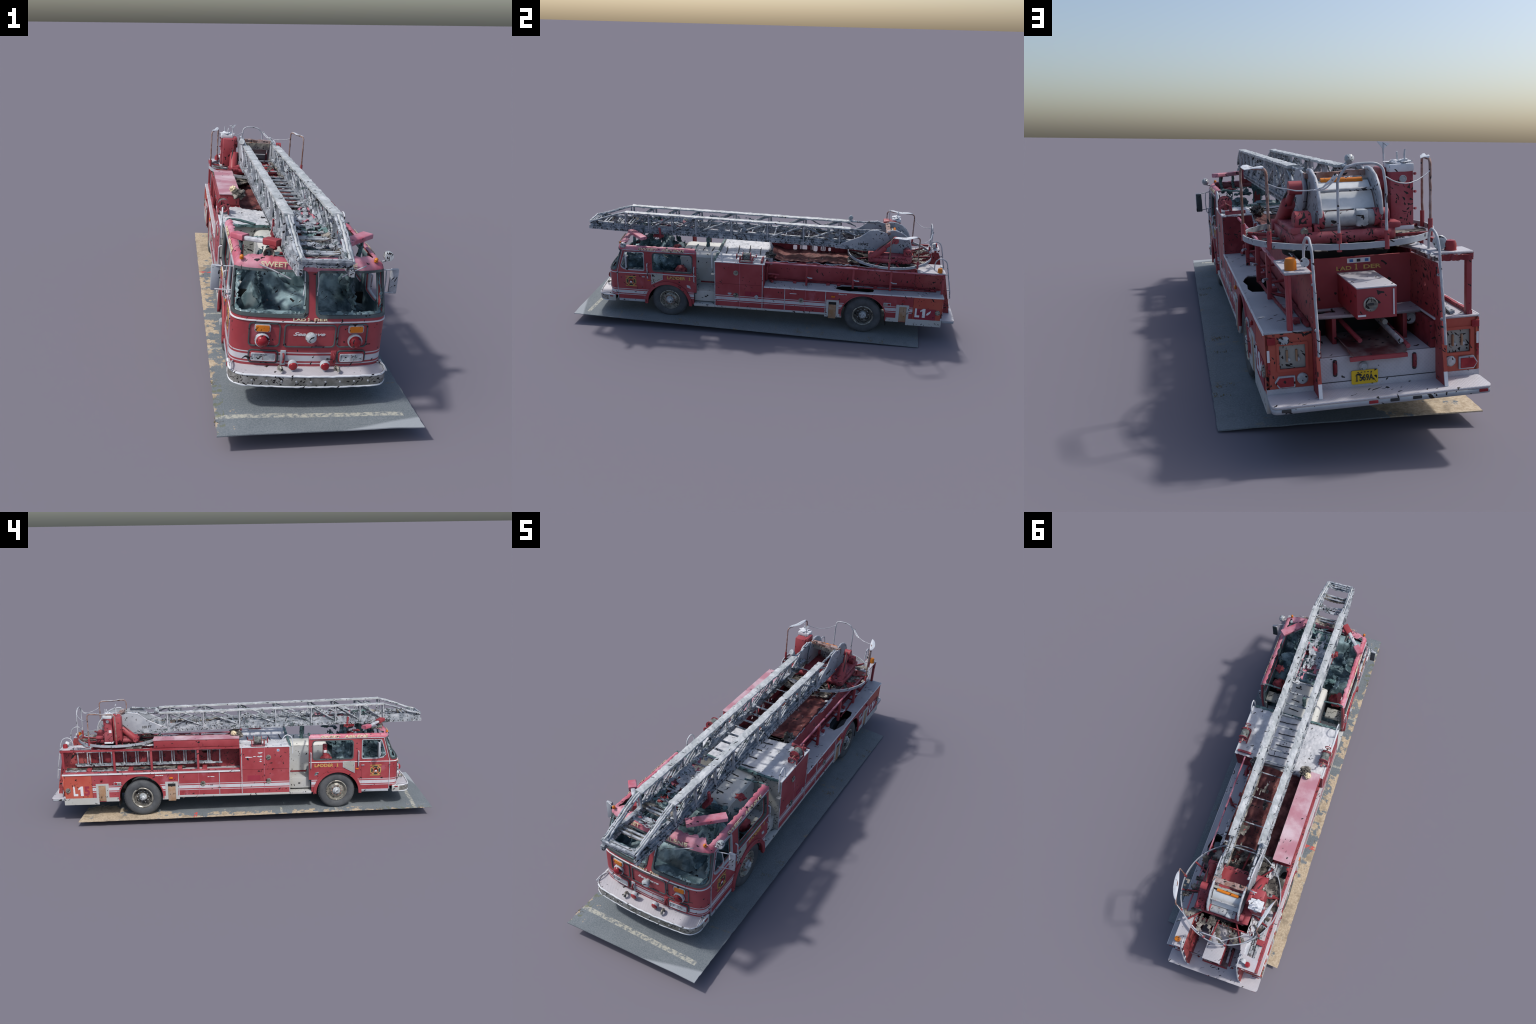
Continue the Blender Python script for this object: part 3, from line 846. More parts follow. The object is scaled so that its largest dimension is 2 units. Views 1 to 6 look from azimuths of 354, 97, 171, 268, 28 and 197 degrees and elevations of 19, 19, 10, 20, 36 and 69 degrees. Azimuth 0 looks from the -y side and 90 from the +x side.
# ---------------------------------------------------------------- cab interior
def inner(u, v):
    x = -.202 + .404 * u
    y0 = -.812 + .022 * (abs(x) / .2) ** 4
    y = y0 + (-.347 - y0) * v
    z = .245 + .018 * fbm(x, y, 9, 1.0) + .006 * fbm(x, y, 30, 6.0)
    if y < -.735: z = .292 + .004 * fbm(x, y, 25, 2) - .04 * max(0, (y + .765) / .03)
    seat = math.exp(-((abs(x) - .115) / .06) ** 4) * (math.exp(-((y + .580) / .035) ** 2) + .40 * math.exp(-((y + .63) / .05) ** 2))
    z += .085 * seat * (1 + .25 * fbm(x, y, 14, 9))
    dog = math.exp(-(x / .065) ** 4) * min(1, max(0, (y + .72) / .08))
    z += (.045 + .04 * min(1, max(0, (y + .56) / .06))) * dog
    if y > -.50 and abs(x) > .09: z = z - .06 * min(1, (y + .50) / .05)
    return Vector((x, y, z))
sheet("cab_interior", inner, 110, 110, 'teal', .003)
for i, (c, sz) in enumerate((((-.12, -.565, .338), (.060, .020, .042)), ((.12, -.575, .338), (.060, .020, .046)), ((0, -.48, .350), (.075, .03, .022)))):
    lump("seat_heap", c, sz, 'teal', seed=i + 1, amp=.35, freq=1.4, kind="stuff")
for s in SIDES:     # window reflections that the scan turned solid, shaped as lumps inside
    for y0, y1, k in ((-.745, -.622, 0), (-.590, -.478, 1)):
        def reflection(u, v, s=s, y0=y0, y1=y1, k=k):
            y = y0 + (y1 - y0) * u; z = .285 + .125 * v
            x = .145 - .040 * abs(fbm(y, z, 12, 3 + s + k)) - .012 * (v if k else 0) - .05 * max(0, u - .75) * k
            return Vector((s * x * lean(z), y, z))
        sheet("window_reflection_lump", reflection, 34, 34, 'teal', .002, kind="stuff", keep=lambda u, v, s=s, k=k: v < .72 + .5 * fbm(u, 1, 4, 5 + s + k) and not (v > .45 and fbm(u, v, 5, 2 + k) > .28))
for s in SIDES:     # grey lining inside the cab walls, jump seats
    box("jump_seat", s * .115, s * .198, -.405, -.352, .245, .262, 'wallgrey', bev=.003)
    lump("seat_heap", (s * .15, -.44, .285), (.035, .03, .03), 'reddark', seed=20 + s, amp=.25, kind="stuff")
tube("extinguisher", [(-.165, -.433, .306), (-.165, -.433, .372)], .012, 'redp')
box("extinguisher_label", -.1785, -.160, -.441, -.425, .328, .342, 'wht', bev=.001)
# engine cover between the seats
def cover(u, v):
    x = -.100 + .200 * u; y = -.455 + .212 * v
    e = min(1, min(u, 1 - u) / .16)
    z = .350 + .020 * math.sqrt(max(0, 1 - (1 - e) ** 2)) + .002 * fbm(x, y, 30, 3)
    f = min(1, v / .12)
    z -= .018 * (1 - math.sqrt(max(0, 1 - (1 - f) ** 2)))
    return Vector((x, y, z))
sheet("engine_cover", cover, 40, 40, 'cover', .003)
box("engine_housing", -.098, .098, -.452, -.244, .16, .352, 'white', bev=.002, rough=(.002, 30, .012))
for i, y in enumerate((-.405, -.335, -.285)):
    bar("cover_strap", [(.02 - .01 * i, y, .371), (.05, y - .004, .371)], .004, .004, 'ink', jitter=.002, step=.006, kind="stuff")
# standing scraps between cab and ladder
tube("ladder_prop", [(-.018, -.325, .365), (-.020, -.324, .455)], .0095, 'tealpost', jitter=.003, step=.008, n=8)
tube("ladder_prop", [(-.024, -.641, .36), (-.022, -.641, .47)], .0095, 'tealpost', jitter=.003, step=.008, n=8)
lump("ladder_rest", (.0, -.562, .43), (.035, .016, .035), 'teal', seed=41, amp=.6)
for x in (-.083, .083):
    bar("ladder_rest_bracket", [(x, -.562, .440), (x, -.566, .498)], .010, .008, 'redchip', up=(1, 0, 0), jitter=.002, step=.008)
    bar("ladder_rest_bracket", [(x * .98, -.600, .452), (x * .98, -.545, .452)], .012, .014, 'reddark', jitter=.003, step=.008)
bar("ladder_rest_beam", [(-.085, -.57, .450), (.085, -.57, .450)], .022, .014, 'reddark', jitter=.003, step=.01)
rnd = random.Random(11)
for i in range(12):  # loose lumps standing for the scan's junk above the cab
    s = rnd.choice(SIDES)
    c = (s * rnd.uniform(.02, .17), rnd.uniform(-.66, -.42), rnd.uniform(.395, .435))
    lump("scan_junk", c, (rnd.uniform(.008, .03), rnd.uniform(.006, .02), rnd.uniform(.004, .014)), rnd.choice(('teal', 'tealpost', 'tealpost', 'reddark')), seed=60 + i, amp=.8, sub=3, kind="stuff")

# ================================================================== front bumper
def bumper_outline(r, x=.2175, yb=-.786, yf=-.878, bow=.010):
    pts = [(-x, yb)]
    for i in range(9):
        a = radians(180 + 90 * i / 8); pts.append((-x + r + r * cos(a), yf + r + r * sin(a)))
    for i in range(1, 12):
        t = -1 + 2 * i / 12; pts.append((t * (x - r), yf - bow * (1 - t * t)))
    for i in range(9):
        a = radians(270 + 90 * i / 8); pts.append((x - r + r * cos(a), yf + r + r * sin(a)))
    pts.append((x, yb))
    return pts
BO = bumper_outline(.05)
bump = plate("bumper_deck", BO, .146, .1505, 'z', 'plate')
band = [Vector((p[0], p[1], .136)) for p in BO]
bm = bmesh.new(); sweep_bm(bm, resample(band, .008), round_poly(rect_prof(.006, .032), .003, 3), up=(0, 0, 1), jitter=.0006)
from_bm("bumper_band", bm, 'bumper_metal', bump, smooth=True)
for z in (.1515, .1205):
    bm = bmesh.new(); sweep_bm(bm, resample([Vector((p.x * 1.005, p.y - .0015, z)) for p in band], .006), circle_prof(.003, 8), jitter=.0011)
    from_bm("bumper_lip", bm, 'foil', bump, smooth=True)
plate("bumper_underside", BO, .122, .126, 'z', 'black', parent=bump)
for s in SIDES:
    box("bumper_end", s * .212, s * .2215, -.824, -.784, .119, .1535, 'white', bump, bev=.002)
    box("bumper_marker", s * .221, s * .2235, -.815, -.797, .142, .148, 'redlens', bump, bev=.001)
    tube("bumper_loop", [(s * .205, -.800, .152), (s * .214, -.835, .164), (s * .2165, -.86, .156)], .0022, 'pipe', bump, bend=.012, jitter=.001, step=.006)
for x in (-.047, .042):
    lathe("bumper_lamp", [(.004, .012), (.0125, .010), (.0135, .0), (.0125, -.003)], (x, -.858, .168), (0, 1, .2), 'pipe', bump, n=24)
    lathe("red_lens", [(.012, 0), (.010, .004), (0, .006)], (x, -.861, .1675), (0, -1, -.1), 'redlens', bump, n=24)
    tube("lamp_stem", [(x, -.856, .15), (x, -.855, .16)], .004, 'pipe', bump)
for x in (-.083, .075):
    tube("tow_hook", [(x, -.850, .150), (x - .002, -.852, .163), (x + .003, -.866, .167), (x + .004, -.872, .157)], .0045, 'chrome', bump, bend=.006, jitter=.0015, step=.004)
for i in range(9):
    x = -.16 + .04 * i
    disc("bumper_bolt", (x, -.889 - .0005 + .010 * (x / .17) ** 2, .137), (0, -1, 0), .0028, .0025, 'pipe', bump, 10)

# ================================================================== body
def side_fn(s): return lambda a, b, c: (s * c, a, b)
ARCH_R = (.533, .128)
body = bpy.data.objects.new("body", None); COL.objects.link(body); body.parent = truck

def body_side(s):
    F = side_fn(s)
    T0 = HW - .006
    def panel(name, y0, y1, z0, z1, mat='red'):
        return plate(name, [(y0, z0), (y1, z0), (y1, z1), (y0, z1)], T0, HW + random.Random(int(y0 * 1e4) + s).uniform(-.0006, .0006), 'x', mat, fn=F, parent=body)
    # tall locker doors ahead of the hose bed
    for y0, y1 in ((-.2425, -.1118), (-.1106, .0060)):
        panel("locker_door", y0, y1, .1305, .2585)
        panel("locker_door", y0, y1, .2600, .3775)
    panel("locker_post", .0075, .0150, .1305, .3775)
    for y0, y1 in ((.0162, .1242), (.1256, .2312), (.2326, .3362)):
        panel("locker_door", y0, y1, .1305, .2525)
    out = [(.3376, .2525), (.3376, .112), (.4165, .112)] + arch(ARCH_R, .1135, 30, 186, -8) + [(.6505, .107), (.7836, .107), (.7836, .2525)]
    plate("wheel_arch_panel", out, T0, HW, 'x', 'red', fn=F, parent=body)
    lip = arch(ARCH_R, .1185, 30, -6, 186) + arch(ARCH_R, .1125, 30, 186, -6)
    plate("fender_lip", lip, T0, HW + .004, 'x', 'redp', fn=F, parent=body)
    panel("rear_side_panel", .7850, .9325, .126, .2525, 'orange_red')
    # vertical chrome strips over the joints
    for y, z1 in ((-.2428, .378), (.0070, .378), (.1249, .2525), (.3369, .2525)):
        box("joint_strip", s * (HW - .001), s * (HW + .0016), y - .0016, y + .0016, .122, z1, 'pipe', body, bev=0)
    for y in (-.1112, .2319):
        box("joint_strip", s * (HW - .001), s * (HW + .0009), y - .0008, y + .0008, .131, .2525 if y > 0 else .377, 'redv', body, bev=0)
    # white skirt
    box("skirt_strip", s * (HW - .008), s * (HW + .0015), -.2425, .3355, .119, .1302, 'white', body, bev=.001)
    # two white fuel-filler surrounds with rusty doors
    fr = [(.335, .110), (.354, .110), (.354, .196), (.394, .196), (.394, .110), (.424, .110), (.4215, .1285), (.407, .1285), (.407, .206), (.342, .206), (.342, .1285), (.335, .1285)]
    plate("filler_surround", fr, T0 + .001, HW + .0025, 'x', 'white', fn=F, parent=body)
    box("filler_door", s * (HW - .012), s * (HW + .0008), .3545, .3935, .101, .180, 'rust', body, bev=.001)
    box("filler_black_box", s * (HW - .016), s * (HW + .0006), .3545, .3935, .180, .196, 'black', body, bev=0)  # solid black box above the door, no opening is cut
    fr = [(.650, .107), (.716, .107), (.716, .194), (.753, .194), (.753, .093), (.9325, .093), (.9325, .1285), (.765, .1285), (.765, .204), (.700, .204), (.700, .1285), (.650, .1285)]
    plate("filler_surround", fr, T0 + .001, HW + .0022, 'x', 'white', fn=F, parent=body)
    box("filler_door", s * (HW - .010), s * (HW + .0010), .7165, .7525, .110, .1935, 'rust', body, bev=.001)
    # caps, lamps, reflectors
    for y, z in ((-.132, .323), (-.132, .196), (.211, .191)):
        lathe("locker_latch", [(.0138, 0), (.0138, .002), (.0125, .0035), (.009, .003), (.008, .001), (0, .001)], (s * HW, y, z), (s, 0, 0), 'chrome', body, 28)
        box("latch_grip", s * HW, s * (HW + .003), y - .006, y + .006, z - .0018, z + .0018, 'ink', body, bev=.001)
    lathe("rear_side_lamp", [(.013, 0), (.013, .004), (.0105, .005), (.009, .003), (0, .004)], (s * HW, .9095, .1725), (s, 0, 0), 'chrome', body, 24)
    box("marker_lamp", s * HW, s * (HW + .006), .7275, .741, .219, .229, 'redlens', body, bev=.002)
    box("reflector_frame", s * HW, s * (HW + .004), .634, .672, .1945, .2115, 'pipe', body, bev=.002)
    box("reflector", s * HW, s * (HW + .006), .6545, .669, .198, .2085, 'redlens', body, bev=.001)
    box("reflector", s * HW, s * (HW + .006), .637, .652, .198, .2085, 'chrome', body, bev=.001)
    box("marker_lamp", s * HW, s * (HW + .006), .366, .386, .2215, .231, 'amber', body, bev=.002)
    box("badge", s * HW, s * (HW + .001), .151, .186, .2255, .2285, 'foil', body, bev=0)
    f2 = (lambda u, v, w: (-(HW + w), -u, v)) if s < 0 else (lambda u, v, w: (HW + w, u, v))
    u0, u1 = (-.458, -.415) if s < 0 else (.402, .445)
    lettering("badge_script", "Seagrave", u0, u1, .2365, .2455, f2, 'wht', body, shear=.4)
    if s < 0:
        lettering("number_lettering", "L", -.883, -.860, .141, .193, f2, 'wht', body)
        numeral_one("number_lettering", -.857, -.832, .141, .193, f2, 'wht', body)
        lettering("number_lettering", "5", -.827, -.798, .141, .193, f2, 'maroon', body)
        box("blue_sticker", -HW, -(HW + .001), -.189, -.176, .3535, .366, 'wht', body, bev=0)
        box("star_of_life", -HW, -(HW + .0016), -.1865, -.1785, .3555, .364, 'blue', body, bev=0)
        box("faded_square", -HW, -(HW + .0008), -.089, -.022, .199, .2275, 'maroon', body, bev=0)
        for i, (y, z, w, h) in enumerate(((-.09, .348, .026, .007), (-.088, .329, .028, .007), (-.092, .313, .010, .005), (-.091, .302, .012, .007), (-.028, .326, .040, .006), (-.060, .329, .016, .005))):
            sc = [(y + w / 2 * cos(t * .7) * (1 + .25 * sin(t * 2.3 + i)), z + h / 2 * sin(t * .7) * (1 + .3 * cos(t * 1.7 + i))) for t in range(9)]
            plate("paint_scrape", sc, HW, HW + .0009, 'x', 'foil', fn=F, parent=body)
    else:
        box("maroon_panel", HW, HW + .0008, .793, .900, .1285, .189, 'maroon', body, bev=0)
        fr1 = lambda u, v, w: (HW + .0008 + w, u, v)
        lettering("number_lettering", "L", .796, .820, .141, .191, fr1, 'wht', body)
        numeral_one("number_lettering", .823, .848, .141, .191, fr1, 'wht', body)
        plate("letter_scrap", [(.852, .156), (.858, .168), (.876, .182), (.873, .168), (.862, .156)], HW, HW + .0018, 'x', 'wht', fn=F, parent=body)
        box("faded_square", HW, HW + .0008, -.084, -.004, .195, .222, 'maroon', body, bev=0)
        for y in (.885, .925):
            for z in (.151, .166, .181): pass
        for y, z, w, h in ((-.165, .203, .022, .012), (-.022, .192, .020, .026), (-.018, .178, .030, .006)):
            sc = [(y + w / 2 * cos(t * .7) * (1 + .4 * sin(t * 2.3 + y * 40)), z + h / 2 * sin(t * .7)) for t in range(9)]
            plate("paint_scrape", sc, HW, HW + .0009, 'x', 'alu_smooth', fn=F, parent=body)
for s in SIDES: body_side(s)

# dark core so that no daylight shows through the lockers
box("body_core", -.208, .208, -.238, .395, .128, .2525, 'black', body, bev=0)
box("body_core", -.208, .208, .672, .785, .120, .2525, 'black', body, bev=0)
for s in SIDES: box("body_core", s * .140, s * .208, .780, .918, .110, .2525, 'black', body, bev=0)
box("body_core", -.095, .095, .390, .680, .135, .250, 'black', body, bev=0)
for s in SIDES:
    tube("hanging_bracket", [(s * .17, .31, .13), (s * .17, .31, .106), (s * .18, .32, .104)], .005, 'rustpipe', body)
    tube("hanging_bracket", [(s * .17, .24, .13), (s * .17, .24, .108), (s * .18, .25, .106)], .005, 'rustpipe', body)
    tube("hanging_bracket", [(s * .17, -.08, .13), (s * .17, -.08, .112)], .005, 'rustpipe', body)
    tube("hanging_bracket", [(s * .17, -.16, .13), (s * .17, -.16, .112)], .005, 'rustpipe', body)
# chassis rails
for s in SIDES: box("chassis_rail", s * .055, s * .075, -.72, .93, .105, .130, 'black', bev=0)
for s in SIDES:      # mud flaps and inner wheel-well skins
    box("wheel_well", s * .085, s * .095, -.62, -.37, .10, .25, 'black', bev=0)
    sheet("wheel_well", lambda u, v, s=s: Vector((s * (.10 + .105 * u), ARCH_F[0] + .118 * cos(pi * v), ARCH_F[1] + .118 * sin(pi * v))), 4, 24, 'black', .002)
    box("mud_flap", s * .12, s * .205, .650, .654, .075, .20, 'black', bev=0)
box("cab_floor", -.205, .205, -.80, -.61, .150, .157, 'black', bev=0)
box("cab_firewall", -.20, .20, -.612, -.606, .15, .29, 'black', bev=0)

# crew step between cab and body
for s in SIDES:
    box("crew_step", s * .095, s * (HW - (.020 if s > 0 else .034)), -.356, -.2445, .140, .198, 'white', bev=.002)
    box("foot_board", s * .125, s * (HW + .003), -.358, -.2445, .118, .132, 'white', bev=.003)
    box("step_lamp", s * (HW - (.021 if s > 0 else .035)), s * (HW - (.018 if s > 0 else .032)), -.302, -.291, .164, .171, 'ink', bev=.001)
    box("step_backing", s * .098, s * .1005, -.343, -.2445, .205, .213, 'reddark', bev=0)
    box("floor_riser", s * .19, s * .2, -.356, -.344, .195, .245, 'wallgrey', bev=0)
box("front_bulkhead", -.2145, .2145, -.2445, -.238, .132, .379, 'wallgrey', rough=(.0015, 30, .02))
bar("bulkhead_trim", [(-.21, -.246, .381), (-.05, -.247, .382), (.08, -.247, .382), (.205, -.246, .381)], .010, .008, 'tealpost', jitter=.003, step=.008)
box("small_shelf", .205, .222, -.262, -.2445, .306, .310, 'white', bev=.001)

# top of the forward lockers with a tarpaulin heaped along the middle
def tarp(u, v):
    x = -.2165 + .433 * u; y = -.2435 + .300 * v
    hump = math.exp(-((x + .005) / .105) ** 4)
    z = .3795 - .012 * hump * min(1, (v + .02) / .12) + .0022 * fbm(x, y, 26, 3) * (1 if abs(x) < .19 else .3)
    z += .003 * hump * fbm(x, y, 11, 8)
    if v > .86 and abs(x) < .12: z -= (v - .86) * .5 * (1 + .8 * fbm(x, y, 20, 2))
    return Vector((x, y, z))
sheet("locker_top", tarp, 90, 60, 'tarp', .003, keep=lambda u, v: v < .862 or (.24 + .03 * fbm(u, v, 9, 1) < u < .78 and v < .97 + .05 * fbm(u, v, 14, 4)))
for x, y in ((.03, -.21), (0, -.15), (-.01, -.09), (.01, -.03), (.02, .02)):
    tube("tarp_strap", [(x - .05, y - .004, .3715), (x, y, .3700), (x + .055, y + .004, .3715)], .0022, 'ink', jitter=.002, step=.006, kind="stuff")
for s in SIDES:
    box("locker_top_edge", s * (HW - .006), s * (HW + .002), -.2445, .0160, .3765, .3815, 'foil', bev=.001)
    plate("locker_back", [(s * .118, .2565), (s * .2155, .2565), (s * .2155, .377), (s * .118, .377)], .0135, .0165, 'y', 'reddark')
    # grab loop at the corner
    tube("grab_loop", [(s * .211, -.205, .380), (s * .211, -.206, .420), (s * .212, -.225, .441), (s * .213, -.252, .432), (s * .213, -.259, .405), (s * .213, -.258, .340)], .0026, 'foil', bend=.018, jitter=.0004)
    # cable reel
    r = bpy.data.objects.new("cable_reel", None); COL.objects.link(r); r.parent = truck
    x, y, z = s * .199, -.078, .412
    lathe("wound_cable", [(.008, -.018), (.0185, -.018), (.0195, -.010), (.0185, 0), (.0195, .010), (.0185, .018), (.008, .018)], (x, y, z), (0, 1, 0), 'hose', r, 28)
    for dy in (-.021, .019):
        disc("reel_flange", (x, y + dy, z), (0, 1, 0), .0225, .003, 'redchip', r, 28)
    tube("reel_frame", [(x - .018, y - .034, .383), (x - .018, y - .034, .403), (x, y - .034, z), (x + .018, y - .034, .403), (x + .018, y - .034, .383)], .003, 'redchip', r)
    tube("reel_frame", [(x - .018, y + .030, .383), (x - .018, y + .030, .403), (x, y + .030, z), (x + .018, y + .030, .403), (x + .018, y + .030, .383)], .003, 'redchip', r)
    for dx in (-.018, .018): tube("reel_frame", [(x + dx, y - .036, .385), (x + dx, y + .034, .385)], .003, 'redchip', r)
    tube("reel_shaft", [(x, y - .05, z), (x, y + .04, z)], .0035, 'rustpipe', r)
    tube("crank_wheel", [(x + .013 * cos(t * pi / 8), y - .052, z - .002 + .013 * sin(t * pi / 8)) for t in range(16)], .0022, 'redchip', r, closed=True)
    tube("crank_handle", [(x + .004, y + .04, z), (x + .004, y + .05, z), (x + .006, y + .052, z + .015)], .003, 'redchip', r)
box("rope_clamp", .14, .205, -.004, .006, .382, .394, 'redchip', rough=(.002, 40, .008))
lump("bundle", (-.135, .020, .428), (.022, .020, .017), 'grime', seed=5, amp=.6)
lump("bundle", (-.155, .045, .442), (.013, .013, .011), 'cream', seed=6, amp=.5)
lump("bundle", (.105, .035, .392), (.018, .022, .016), 'grime', seed=9, amp=.8)

# ---------------------------------------------------------------- running boards / decks
hole_r = [(.158, .392), (.143, .42), (.139, .47), (.143, .53), (.150, .578), (.172, .584), (.196, .578), (.203, .545), (.199, .50), (.205, .455), (.196, .415), (.184, .385)]
hole_l = [(-.150, .40), (-.146, .50), (-.152, .60), (-.176, .622), (-.196, .60), (-.204, .54), (-.201, .47), (-.197, .41), (-.176, .385)]
plate("running_board", [(.118, .016), (.2185, .016), (.2185, .9335), (.118, .9335)], .2530, .2565, 'z', 'plateshade', [hole_r])
plate("running_board", [(-.2185, .016), (-.125, .016), (-.125, .9335), (-.2185, .9335)], .2530, .2575, 'z', 'plate', [hole_l])
for s in SIDES:
    bar("board_edge", [(s * .2190, .016, .2550), (s * .2190, .9335, .2550)], .0025, .006, 'foil', jitter=.0005, step=.02)
# right inner wall, ragged at the top
def wallR(u, v):
    y = .015 + .775 * u
    z = .2565 + .108 * v
    if v > .95: z += .006 * fbm(y, 1, 26, 2)
    return Vector((.119 + .0025 * fbm(y, z, 12, 1), y, z))
sheet("hose_bed_wall", wallR, 120, 10, 'redp', .003)
def capR(u, v):
    y = .03 + .78 * u
    return Vector((.1205 + .001 - (.016 + .012 * fbm(y, 3, 19, 1)) * v, y, .3655 + .006 * fbm(y, 1, 26, 2) - .012 * v * v))
sheet("hose_bed_lip", capR, 120, 4, 'tarp', .002, keep=lambda u, v: fbm(u, 1, 12, 7) > -.25)
# left inner wall with broken openings
holes = [rr(.136, .158, .338, .366, .006), rr(.172, .214, .334, .370, .010), rr(.232, .272, .334, .368, .009), rr(.290, .316, .338, .366, .007), rr(.332, .346, .340, .362, .005)]
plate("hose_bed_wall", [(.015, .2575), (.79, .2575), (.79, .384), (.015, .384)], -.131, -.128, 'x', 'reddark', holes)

# right rack: rail on posts
bar("rack_rail", [(.166, .016, .371), (.166, .30, .3695), (.166, .47, .368), (.166, .66, .364), (.166, .93, .362)], .006, .006, 'redv', jitter=.0012, step=.012)
for y in (.2325, .473, .664, .9265):
    box("rack_post", .160, .171, y - .0055, y + .0055, .2565, .366, 'redp', bev=.001)
for y, l in ((.2325, .030), (.473, .030), (.664, .032)):
    tube("rack_brace", [(.122, y, .300), (.160, y + .004, .296)], .0035, 'redp')
    tube("rack_brace", [(.122, y + .02, .262), (.166, y, .272)], .004, 'reddark')
    tube("rack_hook", [(.169, y + .003, .305), (.180, y + .012, .305), (.183, y + .03, .306)], .0032, 'pipe')
for y in (.17, .345, .40, .59, .80, .88):
    box("rack_bracket", .138, .152, y - .009, y + .009, .2565, .267, 'redp', rough=(.002, 60, .006))
bar("rack_foot_rail", [(.128, .03, .262), (.129, .92, .262)], .008, .008, 'reddark', jitter=.002, step=.012)
bar("rack_foot_rail", [(.168, .50, .262), (.150, .90, .262)], .005, .005, 'reddark', jitter=.002, step=.012)
def stuffbox(name, items, mat, parent=truck, jit=0):
    bm = bmesh.new()
    for it in items: add_box(bm, *it)
    if jit: shake(bm, jit, 90, 3)
    return from_bm(name, bm, mat, parent, kind="stuff")
tube("valve", [(.13, .035, .275), (.135, .06, .285), (.16, .07, .287)], .006, 'redp', jitter=.002, step=.006)
tube("valve", [(.14, .04, .262), (.165, .055, .266)], .007, 'redp', jitter=.002, step=.006)
tube("valve", [(.15, .03, .300), (.152, .05, .303), (.145, .085, .296)], .005, 'redchip', jitter=.002, step=.006)
box("valve_panel", .125, .150, .018, .026, .262, .340, 'redp', rough=(.002, 50, .01))

# left rack with portable ladder
for y in (.2325, .473, .664, .9245):
    box("rack_post", -.2055, -.194, y - .0058, y + .0058, .2575, .384, 'redp', bev=.001)
plate("rack_top", [(-.207, .016), (-.126, .016), (-.126, .462), (-.207, .462)], .3765, .3835, 'z', 'reddark', rough=(.0006, 30))
def shelfL(u, v):
    y = .462 + .470 * u; x = -.150 + .030 * v
    return Vector((x, y, .3845 + .003 * abs(fbm(x, y, 30, 2))))
sheet("rack_top_plate", shelfL, 70, 12, 'tarp', .002, keep=lambda u, v: u > .72 or fbm(u * 3, v, 7, 5) > -.15)
bar("rack_beam", [(-.206, .017, .377), (-.206, .93, .379)], .006, .010, 'redp', jitter=.001, step=.02)
bar("rack_beam", [(-.203, .017, .2635), (-.203, .93, .2615)], .007, .008, 'redchip', jitter=.0015, step=.02)
ladp = bpy.data.objects.new("portable_ladder", None); COL.objects.link(ladp); ladp.parent = truck
for x, y0, y1, dz in ((-.158, .108, .865, 0), (-.148, .160, .875, .004)):
    for z in (.3615, .2885):
        bar("ladder_beam", [(x, y0, z + dz), (x, y1, z + dz)], .007, .0085, 'alu', ladp, jitter=.0012, step=.014)
    k = y0 + .012
    while k < y1:
        tube("ladder_rung", [(x, k, .2885 + dz), (x, k, .3615 + dz)], .0034, 'pipe', ladp, n=8)
        k += .0625
bar("ladder_hook", [(-.165, .235, .26), (-.165, .235, .30)], .006, .012, 'alu', ladp, up=(0, 1, 0), jitter=.002, step=.006)
for y in (.20, .33, .585, .80):
    box("rack_bracket", -.195, -.15, y - .012, y + .012, .2575, .274, 'redp', rough=(.002, 60, .008))
bar("ladder_pad", [(-.15, .30, .268), (-.15, .92, .268)], .012, .010, 'grime', jitter=.004, step=.01)
bar("ladder_pad", [(-.17, .62, .262), (-.17, .92, .262)], .012, .006, 'alu', jitter=.004, step=.01)

# red locker on the left of the hose bed
box("red_locker", -.206, -.131, .018, .4560, .3855, .4245, 'redp', bev=.001)
def lid(u, v):
    x = -.2085 + .082 * v; y = .016 + .444 * u
    return Vector((x, y, .4275 + .0012 * fbm(x, y, 14, 3)))
sheet("locker_lid", lid, 60, 12, 'lidpink', .003)
bar("locker_seal", [(-.127, .02, .423), (-.127, .455, .423)], .004, .007, 'ink', jitter=.0015, step=.01)

# hose bed floor: dark, lumpy
def bed(u, v):
    x = -.128 + .246 * u; y = .035 + .50 * v
    e = min(u, 1 - u)
    z = .336 + .028 * u + .010 * fbm(x, y, 13, 4) + .004 * abs(fbm(x, y, 45, 2))
    z += .025 * max(0, 1 - v / .12) + .020 * max(0, (v - .80) / .2)
    z += .008 * max(0, (u - .8) / .2)
    return Vector((x, y, z))
sheet("hose_bed", bed, 60, 110, 'bed', .003)
def scrap(u, v):
    x = .02 + .11 * u; y = .33 + .17 * v
    return Vector((x, y, .368 - .03 * (1 - u) + .007 * fbm(x, y, 30, 3)))
sheet("torn_cover", scrap, 30, 40, 'tarp', .002, keep=lambda u, v: fbm(u, v, 4, 3) > -.12)
def scrap2(u, v):
    x = -.12 + .23 * u; y = .44 + .16 * v
    return Vector((x, y, .375 + .012 * fbm(x, y, 24, 6)))
sheet("turntable_deck", scrap2, 46, 32, 'grime', .003, keep=lambda u, v: fbm(u, v, 5, 8) > -.3)

